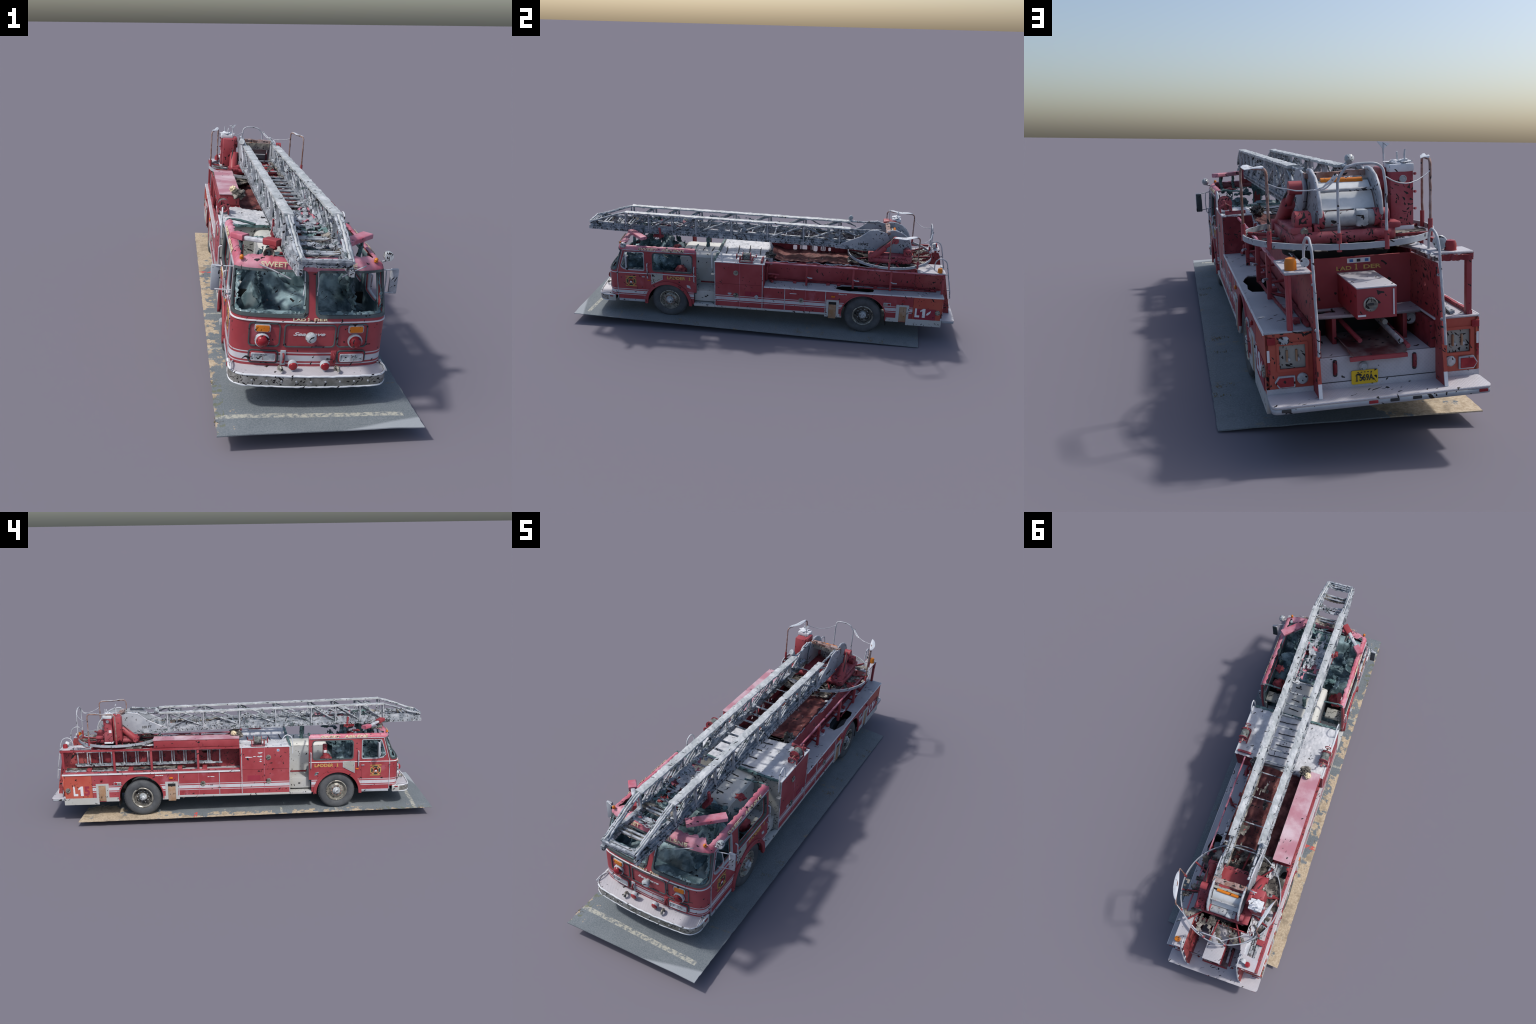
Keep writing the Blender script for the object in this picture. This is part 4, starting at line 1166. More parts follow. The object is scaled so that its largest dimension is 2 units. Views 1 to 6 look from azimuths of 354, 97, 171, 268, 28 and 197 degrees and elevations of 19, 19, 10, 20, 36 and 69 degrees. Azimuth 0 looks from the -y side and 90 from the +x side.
# ================================================================== rear end
rear = bpy.data.objects.new("rear_end", None); COL.objects.link(rear); rear.parent = truck
def rear_panel(s):
    x0, x1 = (.124, .2165) if s > 0 else (-.2205, -.133)
    c = (x0 + x1) / 2
    hx0, hx1 = (.137, .191) if s > 0 else (-.202, -.150)
    plate("tail_panel", [(x0, .142), (x1, .142), (x1, .2525), (x0, .2525)], .926, .9325, 'y', 'orange_red', [rr(hx0, hx1, .180, .230, .003)], parent=rear)
    plate("tail_skirt", [(x0, .124), (x1, .124), (x1, .1415), (x0, .1415)], .926, .9330, 'y', 'plate', parent=rear)
    # recessed hatch with two catches
    plate("hatch_frame", rr(hx0 - .004, hx1 + .004, .176, .234, .003), .929, .9355, 'y', 'orange_red', [rr(hx0 + .001, hx1 - .001, .181, .229, .002)], parent=rear)
    h = plate("hatch", [(hx0, .179), (hx1, .179), (hx1, .231), (hx0, .231)], .922, .9265, 'y', 'wallgrey', parent=rear)
    for k in (-.009, .010):
        xx = (hx0 + hx1) / 2 + k
        box("hatch_catch", xx - .002, xx + .002, .926, .932, .194, .218, 'rust', h, bev=.001)
        disc("hatch_knob", (xx - .003, .926, .198), (0, 1, 0), .004, .005, 'pipe', h, 12)
    # arrow-shaped tail lamp
    t0, t1 = ((.161, .201) if s > 0 else (-.2155, -.176))
    tip = t1 if s > 0 else t0
    arrow = [(t0, .1445), (t1 - .008, .1445), (t1, .156), (t1 - .008, .1675), (t0, .1675)] if s > 0 else [(t1, .1465), (t0 + .008, .1465), (t0, .159), (t0 + .008, .1725), (t1, .1725)]
    plate("tail_lamp_bezel", arrow, .930, .938, 'y', 'pipe', parent=rear)
    cx = sum(p[0] for p in arrow) / 5; cz = sum(p[1] for p in arrow) / 5
    plate("tail_lamp", [(cx + (p[0] - cx) * .85, cz + (p[1] - cz) * .78) for p in arrow], .932, .9405, 'y', 'redlens', parent=rear)
    rx = .1455 if s > 0 else -.1585
    lathe("reverse_lamp", [(.0115, 0), (.011, .004), (.008, .007), (0, .008)], (rx, .932, .1595 if s > 0 else .1645), (0, 1, 0), 'lens', rear, 24)
    kx = .2045 if s > 0 else -.2115
    box("corner_reflector", kx - .008, kx + .008, .931, .9365, .232, .246, 'redlens', rear, bev=.001)
    if s > 0: plate("small_lamp", rr(.170, .190, .2325, .2465, .005), .931, .939, 'y', 'lens', parent=rear)
    for z in (.215, .19): box("reflective_strip", (.2135 if s > 0 else -.2195), (.2085 if s > 0 else -.2145), .932, .9335, z - .018, z + .006, 'wht' if z > .2 else 'redlens', rear, bev=0)
for s in SIDES: rear_panel(s)

def fin(x0, x1, s):
    out = [(.792, .128), (.792, .366), (.932, .368), (.9395, .350), (.960, .245), (.981, .131), (.981, .128)]
    hol = [circ(.875, .315, .006, 9), circ(.872, .290, .004, 8), circ(.885, .345, .004, 7), circ(.90, .265, .003, 7)] if s < 0 else []
    plate("rear_fin", out, x0, x1, 'x', 'redfin', hol, parent=rear)
    xm = (x0 + x1) / 2
    # painted end: orange then white on the rear edge
    def edge(z): return .981 - (z - .131) / .219 * .0415
    bar("fin_edge", [(xm, edge(.212) + .001, .212), (xm, edge(.160) + .001, .160)], x1 - x0 + .001, .003, 'orange_red', rear, up=(0, 1, 0))
    bar("fin_edge", [(xm, edge(.160) + .001, .160), (xm, edge(.132) + .001, .132)], x1 - x0 + .001, .003, 'wht', rear, up=(0, 1, 0))
    # hand rail running up the fin and looping over
    tube("hand_rail", [(xm, .9775, .214), (xm, .972, .262), (xm, .958, .335), (xm, .946, .400), (xm, .936, .424), (xm, .912, .434), (xm + .003 * s, .890, .426), (xm + .004 * s, .882, .405), (xm + .004 * s, .882, .368)], .0029, 'pipe', rear, bend=.014, jitter=.0008, step=.008)
    for z in (.345, .26): tube("rail_clip", [(xm, edge(z) - .004, z), (xm, edge(z) + .014, z + .003)], .003, 'pipe', rear)
fin(.1175, .1235, 1)
fin(-.1335, -.1275, -1)

plate("bay_back_wall", [(-.128, .2565), (.118, .2565), (.118, .366), (-.128, .366)], .786, .791, 'y', 'redp', parent=rear)
plate("bay_shelf", [(.116, .790), (.116, .846), (.060, .852), (-.126, .858), (-.126, .790)], .250, .257, 'z', 'plate', [[(.100, .797), (.104, .824), (.085, .832), (.062, .826), (.048, .830), (.046, .797)]], parent=rear, rough=(.0006, 40))
box("bay_floor", -.1275, .1175, .74, .931, .1895, .1950, 'plate', rear, bev=.001)
plate("bumper_plate", [(-.1275, .126), (.1175, .126), (.1175, .195), (-.1275, .195)], .927, .9325, 'y', 'plate', parent=rear)
box("plate_seam", -.127, .117, .9320, .9332, .1435, .1448, 'ink', rear, bev=0)
box("plate_lower", -.1275, .1175, .9325, .9350, .126, .1435, 'plate', rear, bev=.0005)
for x in (.080, -.083):
    tube("grab_slot", [(x, .933, .158 + .004), (x, .9355, .165), (x, .9355, .180), (x, .933, .187)], .0042, 'reddark', rear)
    plate("slot_shadow_plate", rr(x - .0045, x + .0045, .155, .190, .004), .932, .9332, 'y', 'ink', parent=rear)  # flat dark plate for the slot's shadow, no slot is cut
for x in (.060, -.093): box("shelf_leg", x - .0045, x + .0045, .780, .852, .195, .250, 'redp', rear, bev=.001)
box("bay_dark", -.126, .116, .70, .735, .19, .25, 'black', rear, bev=0)
box("bay_cheek", .106, .117, .74, .93, .195, .25, 'reddark', rear, bev=0)
box("bay_cheek", -.127, -.118, .74, .93, .195, .25, 'reddark', rear, bev=0)
def tray(u, v):
    x = -.063 + .115 * u; y = .745 + .202 * v
    z = .1985 + .010 * (max(0, abs(u - .5) - .42) / .08) - .006 * max(0, v - .9) / .1
    return Vector((x, y, z + .001 * fbm(x, y, 20, 1)))
sheet("slide_tray", tray, 40, 24, 'dusty', .002, rear)
bar("tray_lip", [(-.064, .947, .192), (.053, .947, .1925)], .006, .008, 'redp', rear, jitter=.0006, step=.01)
tube("pole", [(-.052, .76, .226), (-.058, .925, .213)], .006, 'pipe', rear)
tube("pole", [(-.064, .76, .222), (-.070, .935, .205)], .005, 'redchip', rear)
tube("pole", [(-.045, .76, .234), (-.047, .86, .236)], .006, 'wallgrey', rear)
tube("slide_arm", [(.040, .80, .238), (.020, .905, .215)], .005, 'redchip', rear)
bar("shelf_beam", [(-.09, .79, .236), (.06, .79, .236)], .006, .006, 'redchip', rear, jitter=.001, step=.01)
lathe("speaker", [(.014, 0), (.014, .006), (.010, .010), (.006, .006), (0, .006)], (-.108, .838, .236), (0, 1, 0), 'steel', rear, 24)
drawer = box("tool_drawer", -.0445, .0355, .792, .944, .270, .3305, 'redp', rear, bev=.001)
box("drawer_top", -.0450, .0360, .791, .9450, .3305, .3335, 'plate', drawer, bev=.001)
lathe("drawer_latch", [(.0145, 0), (.0145, .003), (.012, .0045), (.009, .002), (0, .002)], (.0085, .944, .2995), (0, 1, 0), 'chrome', drawer, 28)
box("latch_grip", .002, .015, .945, .9485, .2975, .3015, 'ink', drawer, bev=.001)
box("drawer_trim", -.0395, -.037, .9435, .9458, .276, .327, 'wht', drawer, bev=0)
box("plate_scuff", .018, .034, .9438, .9449, .2755, .279, 'wht', drawer, bev=0)
fr_ = lambda yy: (lambda u, v, w: (-u, yy + w, v))
lettering("rear_lettering", "LAD", -.037, -.004, .3375, .3465, fr_(.7912), 'gold', rear)
numeral_one("rear_lettering", .003, .010, .3375, .350, fr_(.7912), 'gold', rear, serif=True)
lettering("rear_lettering", "DER", .023, .062, .3380, .347, fr_(.7912), 'gold', rear)
plate("wall_sticker", [(-.038, .3525), (.013, .3525), (.013, .3625), (-.038, .3625)], .790, .7922, 'y', 'wht', parent=rear)
for x in (-.03, -.012, .004): box("sticker_mark", x - .004, x + .004, .792, .7928, .3545, .3605, 'blue' if x != -.012 else 'ink', rear, bev=0)
# licence plate
lp_ = plate("licence_plate", rr(-.006, .048, .1365, .1645, .003), .9345, .9365, 'y', 'yellow', parent=rear)
numeral_one("plate_number", -.040, -.035, .1425, .1565, fr_(.9366), 'ink', lp_, serif=True)
lettering("plate_number", "569A", -.032, -.003, .1425, .1565, fr_(.9366), 'ink', lp_)
lettering("plate_legend", "- - - - -", -.036, -.006, .160, .1615, fr_(.9366), 'ink', lp_)
lathe("plate_lamp", [(.0085, 0), (.009, .006), (.006, .010), (0, .011)], (.023, .932, .1735), (0, 1, 0), 'lens', rear, 20)
# step
plate("rear_step", round_poly([(-.2185, .931), (.2175, .931), (.2175, .9985), (-.2185, .9985)], .014), .127, .1315, 'z', 'plate', parent=rear)
plate("step_edge", round_poly([(-.2180, .931), (.2170, .931), (.2170, .9978), (-.2180, .9978)], .014), .1165, .1270, 'z', 'alu_smooth', parent=rear)
for x, m in ((.19, 'ink'), (.022, 'redlens'), (-.02, 'ink'), (-.065, 'ink'), (-.20, 'redlens')):
    box("step_lamp", x - .009, x + .009, .9965, .9995, .1195, .1255, m, rear, bev=.001)

# shelves either side at the top of the rear end, beacons
plate("beacon_shelf", [(.1225, .795), (.172, .795), (.172, .935), (.1225, .935)], .3665, .3715, 'z', 'plate', parent=rear, rough=(.001, 40))
plate("beacon_shelf", [(-.135, .795), (-.095, .795), (-.1265, .890), (-.1265, .935), (-.2045, .935), (-.2045, .885), (-.135, .875)], .3835, .3885, 'z', 'plate', parent=rear, rough=(.001, 40))
tube("shelf_strut", [(.170, .93, .366), (.164, .93, .256)], .0035, 'redp', rear)
bar("shelf_fringe", [(-.135, .934, .378), (-.205, .934, .377)], .006, .012, 'reddark', rear, jitter=.005, step=.005)
def beacon(x, y, z, mat, r=.011, h=.026):
    lathe("beacon", [(r * 1.05, 0), (r, .003), (r, h * .6), (r * .8, h * .9), (0, h)], (x, y, z), (0, 0, 1), mat, rear, 20)
beacon(.156, .907, .3715, 'amber', .012, .025)
beacon(-.167, .914, .3885, 'redlens', .012, .022)
lathe("work_lamp", [(0, -.010), (.008, -.008), (.0135, 0), (.0145, .008), (.013, .010), (0, .009)], (-.147, .905, .404), (.1, 1, .1), 'lens', rear, 24)
tube("lamp_stem", [(-.147, .90, .388), (-.147, .90, .398)], .003, 'pipe', rear)
lathe("work_lamp", [(0, -.006), (.006, -.005), (.009, 0), (.009, .006), (0, .006)], (.130, .915, .386), (0, 1, 0), 'lens', rear, 20)
box("control_cabinet", -.205, -.15, .52, .60, .385, .39, 'grime', rear, bev=0)

# ================================================================== turntable
tt = bpy.data.objects.new("turntable", None); COL.objects.link(tt); tt.parent = truck
TC, TR = (0.0, .657), .2175
bm = bmesh.new()
sweep_bm(bm, [Vector((TC[0] + TR * sin(a), TC[1] - TR * cos(a), .4025)) for a in [2 * pi * i / 120 for i in range(120)]], rect_prof(.004, .0125), closed=True, up=(0, 0, 1), jitter=.0006)
from_bm("guard_ring", bm, 'alu_smooth', tt)
for k in range(10):
    a = 2 * pi * (k + .35) / 10
    tube("ring_spoke", [(TC[0] + .12 * cos(a), TC[1] + .12 * sin(a), .392), (TC[0] + TR * cos(a), TC[1] + TR * sin(a), .399)], .0038, 'reddark', tt, jitter=.0015, step=.012)
# ragged walkway grating just inside the ring
def walk(u, v):
    a = 2 * pi * u; r = .115 + .098 * v
    x, y = TC[0] + r * sin(a), TC[1] - r * cos(a)
    return Vector((x, y, .389 + .006 * v + .004 * fbm(x, y, 40, 2)))
sheet("walkway_grating", walk, 150, 10, 'grime', .002, tt, keep=lambda u, v: fbm(cos(2 * pi * u) * 2, sin(2 * pi * u) * 2 + v * .8, 2.2, 4) > .20)
lathe("turntable_base", [(0, 0), (.128, 0), (.130, .03), (.112, .034), (0, .034)], (TC[0], TC[1] - .01, .358), (0, 0, 1), 'black', tt, 48)
plate("turntable_frame", round_poly([(-.118, .545), (.132, .545), (.136, .70), (.120, .765), (-.105, .768), (-.118, .72)], .02), .395, .4195, 'z', 'redchip', parent=tt, rough=(.002, 30), cuts=(.02, .02))
for x0, x1 in ((.080, .128), (-.118, -.080)):
    box("frame_beam", x0, x1, .548, .765, .417, .432, 'redchip', tt, bev=.004, rough=(.002, 40, .015))
plate("frame_floor", [(-.082, .56), (.082, .56), (.082, .70), (-.082, .70)], .4185, .424, 'z', 'redp', parent=tt, rough=(.003, 25), cuts=(.015, .015))

# control pedestal
ped = box("control_pedestal", -.1665, -.1125, .668, .711, .411, .551, 'redchip', tt, bev=.003)
box("pedestal_back", -.160, -.108, .622, .664, .415, .540, 'redp', ped, bev=.004)
box("pedestal_cap", -.168, -.111, .667, .7125, .535, .5535, 'foil', ped, bev=.003, rough=(.001, 60, .01))
lump("pedestal_clutter", (-.14, .690, .556), (.024, .018, .006), 'foil', seed=3, amp=.7, kind="stuff")
box("pedestal_head", -.112, -.095, .630, .690, .515, .547, 'redp', ped, bev=.006)
box("pedestal_foot", -.1675, -.1115, .667, .7125, .404, .414, 'foil', ped, bev=.002)
lathe("dial", [(.0085, 0), (.0085, .002), (.007, .003), (.006, .001), (0, .001)], (-.1415, .711, .5195), (0, 1, 0), 'lens', ped, 24)
lathe("dial", [(.008, 0), (.008, .003), (.006, .004), (0, .003)], (-.1665, .689, .5215), (-1, 0, 0), 'lens', ped, 20)
box("pedestal_sticker", -.1665, -.1675, .672, .686, .462, .476, 'wht', ped, bev=0)
for x, y, h, k in ((-.1375, .692, .030, .004), (-.1515, .700, .034, 0), (-.118, .650, .050, 0)):
    tube("control_lever", [(x, y, .545), (x + .002, y, .55 + h * .6), (x + k, y + k, .55 + h)], .0022, 'pipe', ped, jitter=.001, step=.005)
# flared sheet on top of the tallest lever
plate("deflector", [(-.133, .598), (-.102, .604), (-.116, .585)], .648, .651, 'y', 'foil', parent=ped)
for z in (.452, .49, .53): tube("pedestal_hinge", [(-.167, .712, z), (-.170, .716, z)], .003, 'redchip', ped)

# lift cylinders either side of the ladder
for s in SIDES:
    x0, x1 = (.116, .100) if s > 0 else (-.116, -.104)
    a, b = Vector((x0, .556, .412)), Vector((x1, .668, .508))
    lathe("lift_cylinder", [(0, 0), (.0165, 0), (.0180, .005), (.0175, .085), (.0165, .092), (.009, .093), (.009, .14), (0, .14)], a, b - a, 'redp', tt, 28)
    tube("cylinder_pivot", [(x0 - .022, .556, .414), (x0 + .022, .556, .414)], .014, 'redchip', tt)
    tube("cylinder_hose", [a + Vector((.008 * s, .01, .018)), a.lerp(b, .5) + Vector((.008 * s, -.006, .018)), b + Vector((0, -.01, .012))], .0025, 'ink', tt, bend=.02)
    tube("cylinder_head", [(x1 - .016, .676, .510), (x1 + .014, .676, .510)], .016, 'redp', tt)

# winch drum across the back
tube("winch_drum", [(.066, .743, .4425), (-.074, .743, .4425)], .0175, 'steel', tt, n=28)
for x0, x1, r, m in ((.064, .052, .0205, 'redchip'), (-.060, -.074, .0205, 'redchip')):
    tube("drum_flange", [(x0, .743, .4425), (x1, .743, .4425)], r, m, tt, n=28)
lathe("winch_motor", [(0, 0), (.018, 0), (.0215, .003), (.0215, .034), (.018, .038), (0, .038)], (.118, .742, .4435), (-1, 0, 0), 'redchip', tt, 28)
lathe("winch_motor", [(0, 0), (.015, 0), (.018, .003), (.018, .016), (0, .018)], (-.078, .742, .444), (-1, 0, 0), 'redchip', tt, 28)
disc("motor_cap", (.098, .758, .424), (0, .9, -.3), .009, .010, 'chrome', tt, 16)
box("winch_gearbox", -.0465, -.0175, .716, .764, .424, .463, 'lens', tt, bev=.007)
for x in (.070, -.078): box("drum_bearing", x - .006, x + .006, .735, .765, .412, .436, 'redchip', tt, bev=.002)

# hoops of guard rail, topped by white sheets that are scan artifacts
def hoop(p, q, z0, z1, sheet_w, mat0, mat1, out=None):
    p, q = Vector(p), Vector(q)
    tube("guard_hoop", [(p.x, p.y, z0), (p.x, p.y, z1), (q.x, q.y, z1), (q.x, q.y, z0)], .0031, mat1, tt, bend=.018, jitter=.0007, step=.008)
    for c in (p, q):
        tube("hoop_socket", [(c.x, c.y, z0 - .006), (c.x, c.y, z0 + .032)], .0052, 'redp', tt)
    if sheet_w:
        o = Vector(out)
        def f(u, v):
            c = p.lerp(q, .08 + .84 * u)
            w = sheet_w * sin(pi * min(1, max(0, u))) ** .6
            return Vector((c.x, c.y, z1 + .0045 + .002 * sin(u * 9))) + o * (v - .25) * w + Vector((0, 0, -.004 * v * v + .001 * fbm(u, v, 8, 2)))
        sheet("scan_sheet", f, 24, 5, 'foil', .0015, tt)
hoop((.178, .789, 0), (.2165, .645, 0), .400, .560, .024, 'redp', 'rustpipe', (.9, .25, 0))
hoop((-.175, .789, 0), (-.2125, .643, 0), .405, .564, .020, 'redp', 'rustpipe', (.8, .2, 0))
tube("guard_hoop", [(.0475, .866, .396), (.0475, .864, .537), (.030, .864, .560), (.010, .865, .565), (-.030, .865, .566), (-.046, .866, .556), (-.0505, .870, .52), (-.0505, .870, .396)], .0029, 'pipe', tt, bend=.02, jitter=.0008, step=.008)
for x, y in ((.0475, .866), (-.0505, .870)): tube("hoop_socket", [(x, y, .392), (x, y, .430)], .0052, 'redp', tt)
def chain(a, b, sag, r=.0013, mat='pipe'):
    a, b = Vector(a), Vector(b)
    tube("chain", [a.lerp(b, i / 16) + Vector((0, 0, -sag * 4 * (i / 16) * (1 - i / 16))) for i in range(17)], r, mat, tt, jitter=.0008, n=7)
chain((-.175, .789, .540), (-.0505, .868, .538), .020)
chain((.178, .789, .530), (.090, .845, .517), .006)
chain((.090, .845, .517), (.0475, .866, .545), .010, .0016, 'foil')
tube("scan_sheet", [(.049, .866, .548), (.060, .862, .535), (.075, .855, .522), (.092, .845, .516)], .0030, 'foil', tt, jitter=.002, step=.006, taper=lambda t: 1.3 - t)

# ================================================================== aerial ladder
lad = bpy.data.objects.new("aerial_ladder", None); COL.objects.link(lad); lad.parent = truck
CX = -.007                                         # ladder centre line
def zb(y):                                         # underside of the beams
    return .4655 + (y + .96) * (-.0235 / 1.36)
def tap(y):                                        # the tip draws in slightly
    return 1 - .10 * max(0.0, min(1.0, (-.83 - y) / .13))
def zt(y):                                         # top of the hand rails
    return .5680 + (y + .755) * (-.0205 / 1.145)
STATIONS = (-.755, -.629, -.500, -.371, -.181, .0115, .2015, .390)
YT, YH = -.962, .600
for s in SIDES:
    L = bpy.data.objects.new("ladder_side", None); COL.objects.link(L); L.parent = lad
    # nested section beams, stepped inwards and upwards
    for k, (xo, w, dz, h, y0) in enumerate(((.0725, .013, .0085, .017, YT), (.0675, .013, .0225, .013, YT + .006), (.0615, .013, .0355, .012, YT + .003))):
        pts = [(CX + s * xo * tap(y0 + (YH - .05 - y0) * i / 90), y0 + (YH - .05 - y0) * i / 90, zb(y0 + (YH - .05 - y0) * i / 90) + dz) for i in range(91)]
        bm = bmesh.new()
        sweep_bm(bm, pts, rect_prof(w, h), up=(0, 0, 1), jitter=.0010, seed=k * 3 + s)
        from_bm("section_beam", bm, 'alu' if k else 'alu', L)
    # bottom lip with dark bolts
    bm = bmesh.new()
    for i in range(52):
        y = -.94 + i * .0255
        add_box(bm, CX + s * .0785 * tap(y), CX + s * .0802 * tap(y), y, y + .004, zb(y) + .005, zb(y) + .011)
    from_bm("rivet_row", bm, 'ink', L, kind="stuff")
    # top rail, wide (three rails side by side)
    pts = [(CX + s * .0660, -.757 + 1.20 * i / 110, zt(-.757 + 1.20 * i / 110) - .0035 + .0025 * s) for i in range(111)]
    bm = bmesh.new()
    sweep_bm(bm, pts, [(-.0145, -.0035), (-.005, -.0045), (.006, -.004), (.0145, -.0035), (.0145, .0035), (.004, .0048), (-.006, .0042), (-.0145, .0035)], up=(0, 0, 1), jitter=.0022, seed=s)
    from_bm("hand_rail", bm, 'rail', L)
    # slanted nose bars
    for k, (x, z0, y0) in enumerate(((.0745, .036, -.958), (.0670, .041, -.952), (.0590, .034, -.945))):
        tube("nose_bar", [(CX + s * x, -.752, zt(-.755) - .004 + .0025 * s), (CX + s * x, -.800, .5535 + .003 * s - .003 * (k == 2)), (CX + s * x * .98, -.850, .537 + .003 * s - .004 * (k == 2)), (CX + s * x * .95, -.900, .518 + .002 * s), (CX + s * x * .90, y0, zb(YT) + z0)], .0042, 'rail' if k == 1 else 'alu', L, bend=.03, jitter=.0020, step=.008, n=8)
    # posts and diagonals of the nested sections
    for i, y in enumerate(STATIONS):
        for k, x in enumerate((.0765, .0670, .0575)):
            yy = y + (0, .006, -.008)[k]
            bar("rail_post", [(CX + s * x, yy, zb(y) + .012), (CX + s * x, yy, zt(y) - .006)], .0075, .0045, 'pipe' if k == 0 else 'alu', L, up=(0, 1, 0), jitter=.0012, step=.008)
        if i + 1 < len(STATIONS):
            y2 = STATIONS[i + 1]
            for k, x in enumerate((.0755, .0675, .0590)):
                d = (0, .014, .028)[k]
                tube("diagonal_brace", [(CX + s * x, y + .010 + d, zb(y) + .026 + .006 * k), (CX + s * x, y2 - .012 + d * .5, zt(y2) - .010)], .0034 if k < 3 else .0028, 'alu', L, jitter=.0020, step=.010, n=7)
    tube("diagonal_brace", [(CX + s * .074, .215, zt(.2) - .008), (CX + s * .074, .372, zb(.39) + .024)], .0034, 'alu', L, jitter=.0015, step=.01, n=7)
    tube("diagonal_brace", [(CX + s * .074, .400, zt(.4) - .006), (CX + s * .074, .475, zb(.45) + .070)], .004, 'alu', L, jitter=.0015, step=.01, n=7)
    # heel plate
    heel = [(.385, .4435), (.600, .4385), (.625, .462), (.650, .500), (.632, .536), (.585, .546), (.545, .541), (.500, .506), (.432, .475), (.395, .462)]
    plate("heel_plate", heel, CX + s * .0720, CX + s * .0785, 'x', 'alu_smooth', parent=L)
    tube("heel_edge", [(CX + s * .0755, .395, .462), (CX + s * .0755, .432, .476), (CX + s * .0755, .500, .507), (CX + s * .0755, .545, .542), (CX + s * .0755, .590, .547)], .0035, 'pipe', L, jitter=.001, step=.01)
    bar("heel_flange", [(CX + s * .076, .37, .4445), (CX + s * .076, .60, .4395)], .012, .010, 'alu', L, jitter=.0012, step=.01)
    tube("top_brace", [(CX + s * .066, .440, zt(.44) - .004), (CX + s * .066, .50, .540), (CX + s * .066, .60, .546)], .005, 'alu', L, jitter=.0025, step=.008)
    # quadrant bracket at the pivot
    quad = [(.600, .430), (.745, .425), (.757, .450)] + [(.662 + .098 * cos(radians(a)), .452 + .094 * sin(radians(a))) for a in range(0, 106, 7)] + [(.615, .520), (.600, .480)]
    plate("pivot_bracket", quad, CX + s * .0655, CX + s * .0700, 'x', 'alu_smooth', parent=L)
    tube("bracket_rim", [(CX + s * .068, q[0], q[1]) for q in quad[1:-3]], .0048, 'pipe', L, jitter=.0015, step=.008)
    fnt = (lambda u, v, w: (CX - .0785 - w, -u, v)) if s < 0 else (lambda u, v, w: (CX + .0785 + w, u, v))
    u0, u1 = (-.524, -.474) if s < 0 else (.489, .541)
    sl = lambda u, v, w, f=fnt, a=u0: f(u, v + (u - a) * (.03 if a < 0 else -.02), w)
    lettering("reach_lettering", "100 FT", u0, u1, .4625, .4765, sl, 'ink', L)
# rungs
for y in (-.952, -.940, -.885, -.868, -.806, -.750, -.735):
    tube("ladder_rung", [(CX - .058, y, zb(y) + .0335), (CX + .058, y, zb(y) + .0335)], .0045, 'alu', lad, jitter=.001, step=.012, n=8)
y = -.680
i = 0
while y < .54:
    tube("ladder_rung", [(CX - .058, y, zb(y) + .0335), (CX + .058, y, zb(y) + .0335)], (.0042 if y < .06 else .0030), 'alu', lad, jitter=.001, step=.012, n=8)
    y += .0605 if y < .06 else .121; i += 1
for y, dz in ((-.950, .024), (-.958, .040)):
    bar("tip_crossbar", [(CX - .062, y, zb(y) + dz), (CX + .062, y, zb(y) + dz)], .008, .007, 'alu', lad, jitter=.0015, step=.01)
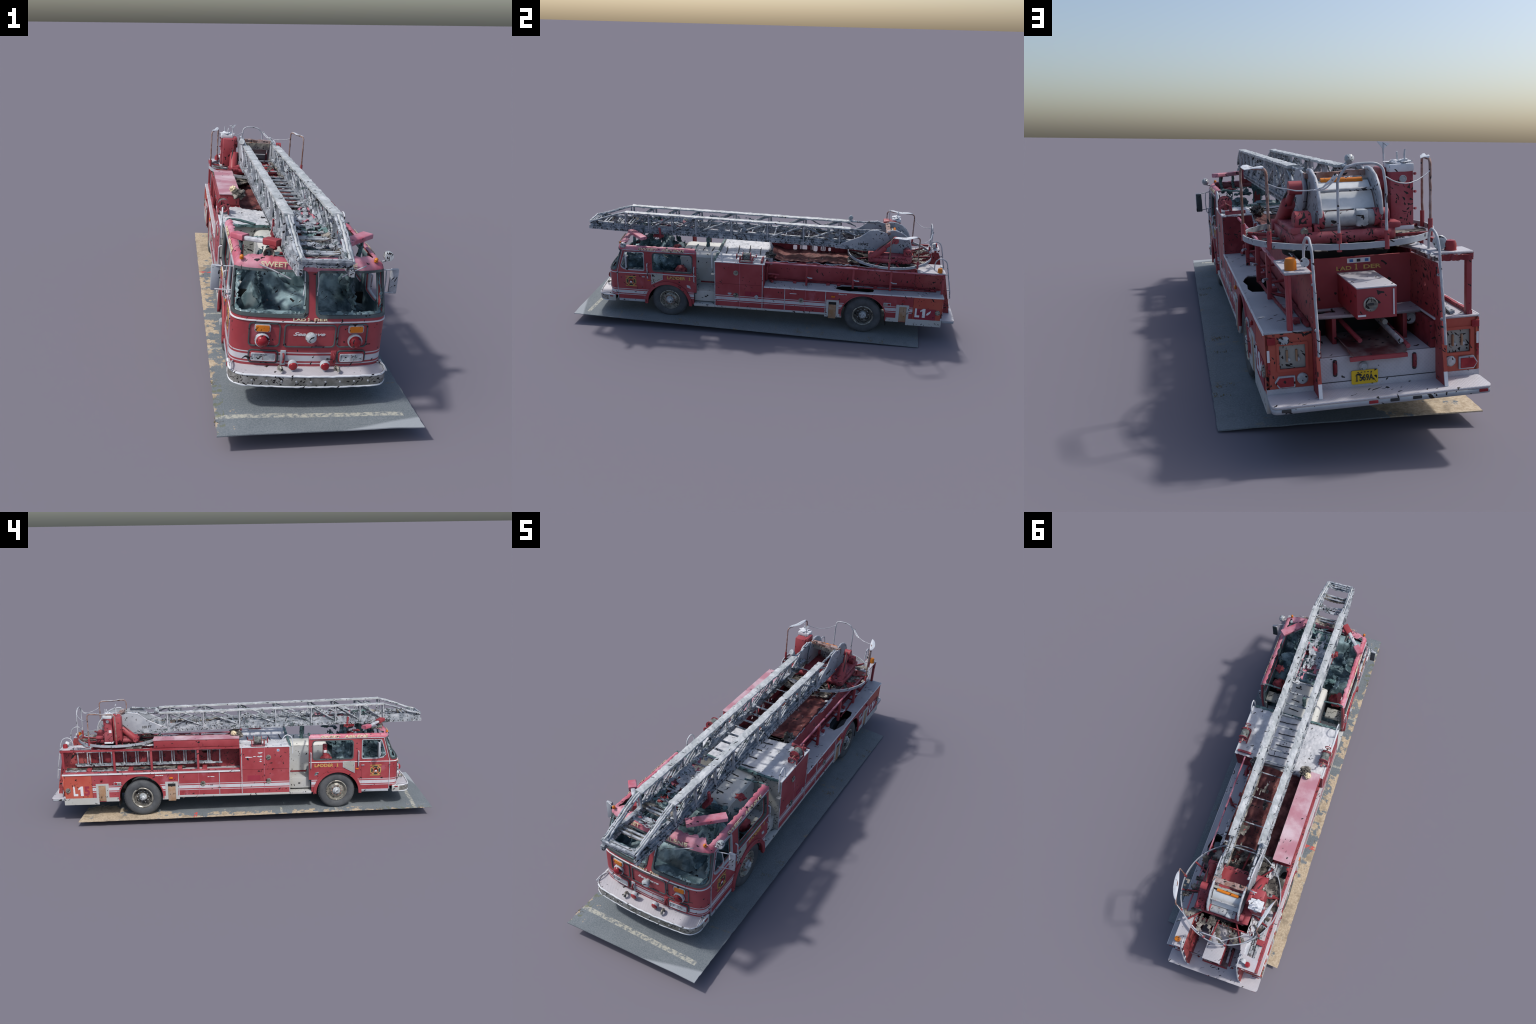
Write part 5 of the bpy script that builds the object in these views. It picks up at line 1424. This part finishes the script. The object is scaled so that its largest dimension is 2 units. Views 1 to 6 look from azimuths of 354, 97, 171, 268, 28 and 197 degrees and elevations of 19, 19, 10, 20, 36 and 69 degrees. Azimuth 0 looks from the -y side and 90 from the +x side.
# back plate between the pivot brackets
def back(u, v):
    x = CX - .062 + .124 * u
    y = .679 + .052 * v; z = .520 - .058 * v + .008 * sin(pi * v)
    return Vector((x, y, z))
sheet("back_plate", back, 16, 12, 'tankwhite', .004, lad)
tube("orange_roller", [(.040, .676, .5225), (-.056, .678, .5205)], .0065, 'amber', lad, jitter=.0012, step=.008)
tube("cross_bar", [(.062, .716, .502), (-.068, .716, .503)], .0042, 'steel', lad, jitter=.001, step=.01)
for x in (-.03, .0, .03): pass
bar("heel_cross_beam", [(-.078, .640, .535), (.070, .640, .533)], .022, .012, 'rustpipe', lad, jitter=.003, step=.01)
bar("heel_cross_beam", [(-.072, .665, .508), (.066, .665, .506)], .010, .030, 'wallgrey', lad, jitter=.002, step=.01)
lathe("spot_lamp", [(0, -.012), (.008, -.010), (.0125, 0), (.013, .008), (.011, .010), (0, .009)], (-.090, .445, .556), (-.2, -.6, .35), 'lens', lad, 24)
tube("lamp_stem", [(-.072, .45, .540), (-.086, .446, .551)], .004, 'pipe', lad)
# ragged sheets for scan fragments between the rails and solid tip rungs
def web(name, y0, y1, x0, x1, z0, amp, mat, seed, th=-.2):
    def f(u, v):
        x = x0 + (x1 - x0) * u; y = y0 + (y1 - y0) * v
        return Vector((x, y, zb(y) + z0 + amp * fbm(x, y, 26, seed) + .014 * (abs(2 * u - 1) ** 3)))
    sheet(name, f, 24, 30, mat, .0018, lad, kind="stuff", keep=lambda u, v: fbm(u, v, 3.2, seed + 3) > th or (abs(2 * u - 1) > .86))
web("scan_web", -.957, -.929, -.062, .048, .026, .004, 'alu', 21, -.4)
web("scan_web", -.890, -.856, -.064, .050, .030, .006, 'grime', 22, -.5)
web("scan_web", -.758, -.712, -.064, .050, .030, .006, 'grime', 24, -.4)
web("scan_web", -.825, -.784, -.062, .054, .032, .010, 'alu', 2, .0)
web("scan_web", -.70, -.60, -.060, .052, .030, .012, 'tealpost', 4, .05)
web("scan_web", -.60, -.40, -.060, .052, .028, .014, 'redv', 7, .16)
web("scan_web", -.66, -.36, -.060, .052, .040, .012, 'alu', 9, .18)
web("scan_web", .10, .56, -.060, .052, .020, .008, 'grime', 15, .42)
for s in SIDES:     # ragged sheet for the tangle of scan fragments in the trusses
    def truss_scan(u, v, s=s):
        y = -.76 + 1.28 * u
        z = zb(y) + .040 + (zt(y) - zb(y) - .052) * v
        x = CX + s * (.0625 + .009 * fbm(y, z, 34, 3 + s) + .004 * fbm(y, z, 90, 5))
        return Vector((x, y, z))
    sheet("scan_truss_tangle", truss_scan, 260, 14, 'alu', .0016, lad, kind="stuff", keep=lambda u, v, s=s: fbm(u * 14, v * 1.3, 1.9, 6 + s) > .06 + .62 * v)
